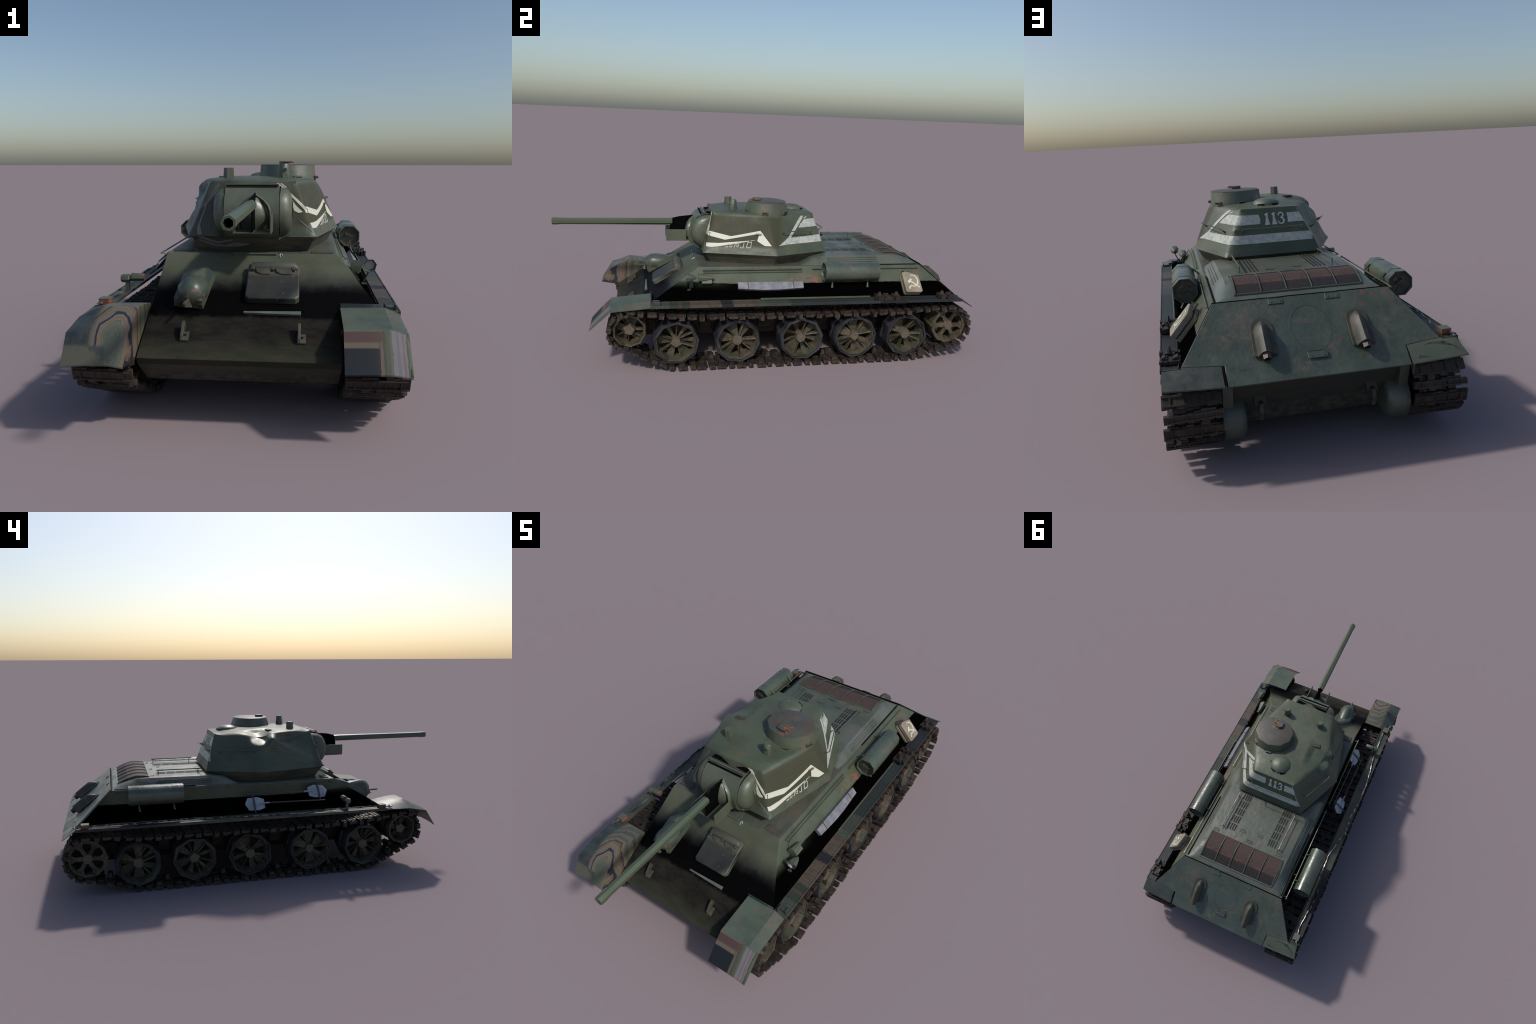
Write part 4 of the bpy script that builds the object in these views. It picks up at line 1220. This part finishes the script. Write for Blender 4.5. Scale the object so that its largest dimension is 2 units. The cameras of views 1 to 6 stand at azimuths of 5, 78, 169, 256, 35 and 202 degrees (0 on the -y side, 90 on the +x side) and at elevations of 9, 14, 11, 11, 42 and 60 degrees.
b = Build()      # two curved half shields either side of the keel
for s, x1 in ((1, .041), (-1, .041)):
    col = []
    for z, yk in ((.622, -.350), (.600, -.364), (.570, -.373), (.540, -.373), (.512, -.362)):
        w = x1 * (1 - max(0, (z - .585) / .05) * .75)
        col.append([(GX + s * .003, yk, z), (GX + s * w * .55, lerp(yk, man(z), .30), z - .002), (GX + s * w, man(z) - .003, z - .006)])
    b.rings([[p for p in r] + [(p[0], p[1] + .012, p[2]) for p in reversed(r)] for r in col])
b.make("gun_shield", "green", TUR, smooth=60)

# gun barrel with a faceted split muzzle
b = Build()
n = 7
rings = []
for y, r in ((-.435, .0165), (-.46, .0175), (-.70, .0165), (-.962, .0158), (-.975, .0178), (-1.0, .0172)):
    f = (-.435 - y) / .565; cx = lerp(.011, .017, f)
    rings.append([(cx + math.cos(2 * math.pi * (k + .5) / n) * r, y, .6035 + math.sin(2 * math.pi * (k + .5) / n) * r) for k in range(n)])
rings.append([(.017 + math.cos(2 * math.pi * (k + .5) / n) * .0115, -1.0, .6035 + math.sin(2 * math.pi * (k + .5) / n) * .0115) for k in range(n)])
rings.append([(.017 + math.cos(2 * math.pi * (k + .5) / n) * .0105, -.95, .6035 + math.sin(2 * math.pi * (k + .5) / n) * .0105) for k in range(n)])
b.rings(rings, cap=False)
b.add(rings[-1], [tuple(range(n))], 1); b.add([(p[0], p[1] + .004, p[2]) for p in rings[0]], [tuple(range(n))], 1)
b.make("gun_barrel", ["green_clean", "hole"], TUR, smooth=50)

# commander's cupola
cc = Vector((.104, .020, 0))
b = Build(); N = 10; rings = []
for z, r, sx in ((.655, .111, 1.0), (.676, .110, 1.0), (.690, .1075, .98), (.7225, .1045, .90)):
    rings.append([(cc.x + math.cos(2 * math.pi * k / N + .35) * r, cc.y + math.sin(2 * math.pi * k / N + .35) * r * sx, z) for k in range(N)])
b.rings(rings)
CUP = b.make("cupola", "green", TUR, smooth=50)
b = Build()
b.rings([[(cc.x + math.cos(2 * math.pi * k / N + .35) * r, cc.y + math.sin(2 * math.pi * k / N + .35) * r * .90, z) for k in range(N)] for z, r in ((.7215, .1038), (.7245, .1036), (.726, .099))])
b.make("cupola_lid", "lid", CUP, smooth=30)
b = Build()   # latch block on the lid
b.add([(.076, -.046, .727), (.110, -.046, .727), (.112, -.012, .727), (.092, -.006, .727), (.074, -.016, .727), (.076, -.046, .737), (.110, -.046, .737), (.112, -.012, .737), (.092, -.006, .737), (.074, -.016, .737)],
      [(0, 1, 2, 3, 4), (9, 8, 7, 6, 5)] + [(i, (i + 1) % 5, 5 + (i + 1) % 5, 5 + i) for i in range(5)])
b.box((.118, -.032, .733), (.022, .006, .005)); b.box((.108, -.048, .735), (.03, .006, .004))
b.make("lid_latch", "lid", CUP, bevel=.001)
for a in (-2.7, -1.95, -1.2, -.25, .75, 1.7, 2.6):
    d = Vector((math.cos(a), math.sin(a), 0)); rot = Matrix.Rotation(a, 3, 'Z')
    b = Build(); b.box(cc + d * .109 + Vector((0, 0, .679)), (.012, .030, .010), rot)
    b.box(cc + d * .1155 + Vector((0, 0, .679)), (.002, .022, .003), rot, 1)
    b.make("vision_slit", ["green", "hole"], CUP)

# ventilator dome with openings
b = Build(); rings = []
dc = (-.002, .168)
for z, r in ((.664, .058), (.677, .057), (.688, .044), (.694, .026), (.6965, .006)):
    rings.append([(dc[0] + math.cos(2 * math.pi * k / 9 + .2) * r, dc[1] + math.sin(2 * math.pi * k / 9 + .2) * r, z) for k in range(9)])
b.rings(rings)
VT = b.make("ventilator_dome", "green", TUR, smooth=60)
b = Build()
for a in (2.15, 1.05, 3.6, .0, -1.2):
    d = Vector((math.cos(a), math.sin(a), 0)); b.box(Vector((dc[0], dc[1], .6715)) + d * .0535, (.010, .028, .010), Matrix.Rotation(a, 3, 'Z'))
b.make("ventilator_opening", "hole", VT)
# periscope stubs
b = Build(); b.lathe([(.660, .0225), (.690, .0195), (.727, .0158), (.7285, .0145)], 7, (.098, -.145, 0), 'z')
b.make("periscope", "green", TUR, smooth=40)
b = Build(); b.lathe([(-.1645, .0065), (-.156, .0065)], 8, (.102, 0, .708), 'y'); b.make("periscope_glass", "green_dark", TUR)
b = Build(); b.lathe([(.660, .0205), (.680, .019), (.714, .0175)], 6, (-.097, -.146, 0), 'z', .3); b.make("periscope", "green", TUR, smooth=30)
b = Build(); b.box((-.130, -.02, .6795), (.042, .022, .004), Matrix.Rotation(.15, 3, 'Z')); b.tube([(-.150, -.024, .682), (-.112, -.018, .682)], .0014, 5); b.make("roof_hinge", "burnt", TUR, bevel=.001)

# grab handles on brackets, pistol slots
def on_turret(p, d):
    h = TREE.ray_cast(Vector(p), Vector(d)); return h[0], h[1]
def handle(p, q, out):
    b = Build()
    a, na = on_turret(*p); c, nc = on_turret(*q)
    a1, c1 = a + na * out, c + nc * out
    b.tube([a1, c1], .0024, 5)
    for u, v, nn in ((a, a1, na), (c, c1, nc)):
        side = (c - a).normalized() * .012 * (1 if u is a else -1)
        dn = Vector((0, 0, -.012))
        q4 = [u - nn * .002, u + dn - nn * .002, v]
        b.add([x + side * .12 for x in q4] + [x - side * .12 for x in q4], [(0, 1, 2), (5, 4, 3), (0, 3, 4, 1), (1, 4, 5, 2), (2, 5, 3, 0)])
    b.make("grab_handle", "green", TUR)
handle(((.116, 1, .585), (0, -1, 0)), ((-.122, 1, .585), (0, -1, 0)), .026)
handle(((1, .075, .590), (-1, 0, 0)), ((1, .225, .580), (-1, 0, 0)), .026)
handle(((-1, .080, .585), (1, 0, 0)), ((-1, .240, .580), (1, 0, 0)), .026)
for s in (1, -1):
    h, nn = on_turret((s, -.040, .583), (-s, 0, 0))
    b = Build(); rot = nn.to_track_quat('X', 'Z').to_matrix(); b.box(h, (.016, .026, .007), rot); b.make("pistol_port", "green", TUR, bevel=.001)

# ------------------------------------------------------------------ painted marks: thin raised layers shrunk onto the turret skin
def mark(name, polys, axis, mat, lift=.0011, fine=.012):
    bm = bmesh.new()
    for poly in polys:
        vs = []
        for u, v in poly:
            vs.append(bm.verts.new((0, u, v) if axis in ('+x', '-x') else (u, 0, v)))
        bm.faces.new(vs)
    bmesh.ops.triangulate(bm, faces=bm.faces)
    for _ in range(7):
        long = [e for e in bm.edges if e.calc_length() > fine]
        if not long: break
        bmesh.ops.subdivide_edges(bm, edges=long, cuts=1)
        bmesh.ops.triangulate(bm, faces=[f for f in bm.faces if len(f.verts) > 3])
    o, d = {'+x': ((1, 0, 0), (-1, 0, 0)), '-x': ((-1, 0, 0), (1, 0, 0)), '+y': ((0, 1, 0), (0, -1, 0)), '-y': ((0, -1, 0), (0, 1, 0))}[axis]
    bad = []
    for v in bm.verts:
        h, nn, *_ = TREE.ray_cast(v.co + Vector(o), Vector(d))
        if h is None: bad.append(v); continue
        v.co = h + nn * lift
    bmesh.ops.delete(bm, geom=bad, context='VERTS')
    bmesh.ops.recalc_face_normals(bm, faces=bm.faces)
    ext = bmesh.ops.extrude_face_region(bm, geom=bm.faces[:])
    dv = Vector(d) * .0018
    for v in [g for g in ext["geom"] if isinstance(g, bmesh.types.BMVert)]: v.co += dv
    bmesh.ops.recalc_face_normals(bm, faces=bm.faces)
    me = bpy.data.meshes.new(name); bm.to_mesh(me); bm.free()
    me.materials.append(M[mat])
    return obj(name, me, None, TUR, smooth=30)

# right flank, forward facet: stretched zigzags
mark("white_stripe", [[(-.267, .588), (-.168, .569), (-.032, .600), (-.020, .586), (-.0545, .583), (-.196, .552), (-.274, .568)]], '+x', 'pale')
mark("white_stripe", [[(-.032, .600), (.019, .533), (-.014, .533), (-.048, .553), (-.018, .558), (-.040, .590)]], '+x', 'pale', .0016)
mark("white_stripe", [[(-.281, .535), (-.224, .536), (-.053, .557), (-.085, .5515), (-.150, .535), (-.256, .517), (-.284, .518)]], '+x', 'pale')
mark("faint_stripe", [[(-.292, .5145), (-.258, .5135), (-.075, .552), (-.077, .5545), (-.256, .5155), (-.292, .5165)]], '+x', 'grey_line')
# the same stripes wrapping round onto the bow plate beside the cheek
mark("white_stripe", [[(.0765, .663), (.0845, .663), (.110, .645), (.172, .589), (.180, .5665), (.160, .588), (.108, .638), (.098, .645)]], '-y', 'pale')
mark("white_stripe", [[(.089, .663), (.095, .663), (.111, .650), (.108, .648)]], '-y', 'pale')
mark("white_stripe", [[(.106, .634), (.118, .626), (.141, .593), (.165, .570), (.151, .567), (.137, .574), (.133, .600), (.118, .618)]], '-y', 'pale', .0014)
mark("faint_stripe", [[(.150, .546), (.164, .540), (.205, .506), (.197, .506), (.163, .534)]], '-y', 'grey_line')
def letters():
    L = []
    def seg(a, c, w=.0028):
        t = Vector((c[0] - a[0], c[1] - a[1])); nn = Vector((-t.y, t.x)).normalized() * w / 2
        L.append([(a[0] + nn.x, a[1] + nn.y), (c[0] + nn.x, c[1] + nn.y), (c[0] - nn.x, c[1] - nn.y), (a[0] - nn.x, a[1] - nn.y)])
    seg((-.078, .524), (-.074, .548)); seg((-.074, .548), (-.092, .5435)); seg((-.092, .544), (-.098, .5205)); seg((-.099, .521), (-.083, .5215)); seg((-.083, .5215), (-.078, .526))
    seg((-.108, .542), (-.114, .5195)); seg((-.114, .520), (-.124, .5195)); seg((-.124, .5195), (-.126, .524))
    seg((-.131, .537), (-.138, .520)); seg((-.146, .533), (-.134, .530)); seg((-.149, .5325), (-.156, .5205)); seg((-.146, .529), (-.139, .521))
    seg((-.163, .529), (-.169, .520)); seg((-.172, .5265), (-.178, .520)); seg((-.172, .5265), (-.170, .520)); seg((-.182, .522), (-.196, .520))
    return L
mark("faded_lettering", letters(), '+x', 'white', .0012, .02)
# right flank, rear facet: diagonal slash and two bars
mark("white_stripe", [[(.054, .533), (.105, .566), (.131, .601), (.160, .636), (.182, .658), (.198, .657), (.168, .622), (.142, .592), (.118, .565), (.290, .567), (.298, .535), (.098, .5365)]], '+x', 'white', .0012, .01)
mark("white_stripe", [[(.164, .606), (.176, .623), (.200, .642), (.222, .643), (.258, .641), (.274, .606)]], '+x', 'white', .0012, .01)
mark("white_stripe", [[(.196, .643), (.203, .651), (.2155, .655), (.2125, .649)]], '+x', 'white')
# rear face: bars, edge line, number
mark("white_bar", [[(.150, .6425), (.045, .641), (.040, .624), (.042, .6055), (.110, .605), (.160, .606)]], '+y', 'white')
mark("white_bar", [[(-.067, .642), (-.117, .642), (-.1345, .606), (-.068, .606), (-.071, .62)]], '+y', 'white')
mark("white_bar", [[(.172, .567), (.135, .566), (.001, .567), (-.153, .567), (-.170, .535), (.004, .534), (.139, .534), (.180, .536)]], '+y', 'white')
mark("edge_line", [[(-.1095, .660), (-.107, .660), (-.1695, .5345), (-.172, .5345)]], '+y', 'white')
def one(x): # x is the outer (+x) edge; letters read from behind so +x is left
    return [[(x - .0005, .6405), (x - .0085, .6455), (x - .0135, .6455), (x - .0125, .6045), (x - .020, .6035), (x - .020, .6005), (x + .001, .6005), (x + .001, .6035), (x - .0055, .6045), (x - .0065, .6385), (x, .6385)]]
mark("number_digit", one(.022), '+y', 'digit', .0012, .02)
mark("number_digit", one(-.006), '+y', 'digit', .0012, .02)
def three(x):
    P = []
    ctr = [(x, .634), (x - .002, .641), (x - .009, .6445), (x - .016, .641), (x - .0185, .634), (x - .015, .627), (x - .008, .6245), (x - .016, .622), (x - .0205, .614), (x - .0175, .605), (x - .0095, .6015), (x - .001, .604), (x + .002, .612)]
    wd = [.004, .004, .004, .0055, .0065, .0055, .003, .0055, .007, .006, .004, .004, .004]
    for i in range(len(ctr) - 1):
        a, c = Vector(ctr[i]), Vector(ctr[i + 1]); t = (c - a).normalized(); nn = Vector((-t.y, t.x))
        e = t * .001
        P.append([tuple(a - e + nn * wd[i] / 2), tuple(c + e + nn * wd[i + 1] / 2), tuple(c + e - nn * wd[i + 1] / 2), tuple(a - e - nn * wd[i] / 2)])
    return P
for k, seg in enumerate([three(-.0335)]):
    mark("number_digit", seg, '+y', 'digit', .0014, .02)
# front left face: thin faded lines running down the edge and curling under along the ring
mark("faint_stripe", [[(-.1125, .662), (-.1155, .662), (-.1425, .602), (-.140, .602)], [(-.1185, .662), (-.121, .662), (-.158, .592), (-.1555, .592)]], '-y', 'grey_line')
mark("faint_stripe", [[(-.1545, .592), (-.1585, .592), (-.185, .518), (-.184, .4945), (-.168, .4945), (-.1755, .526)]], '-y', 'grey_band')
mark("faint_stripe", [[(-.184, .4885), (-.167, .4885), (-.128, .474), (-.112, .471), (-.064, .480), (-.067, .473), (-.112, .4645), (-.129, .4665), (-.182, .4845)]], '-y', 'grey_band')
mark("faint_stripe", [[(-.182, .479), (-.129, .462), (-.095, .458), (-.060, .468), (-.007, .463), (-.039, .453), (-.096, .451), (-.132, .4555), (-.181, .4735)]], '-y', 'grey_band')
bmt.free()
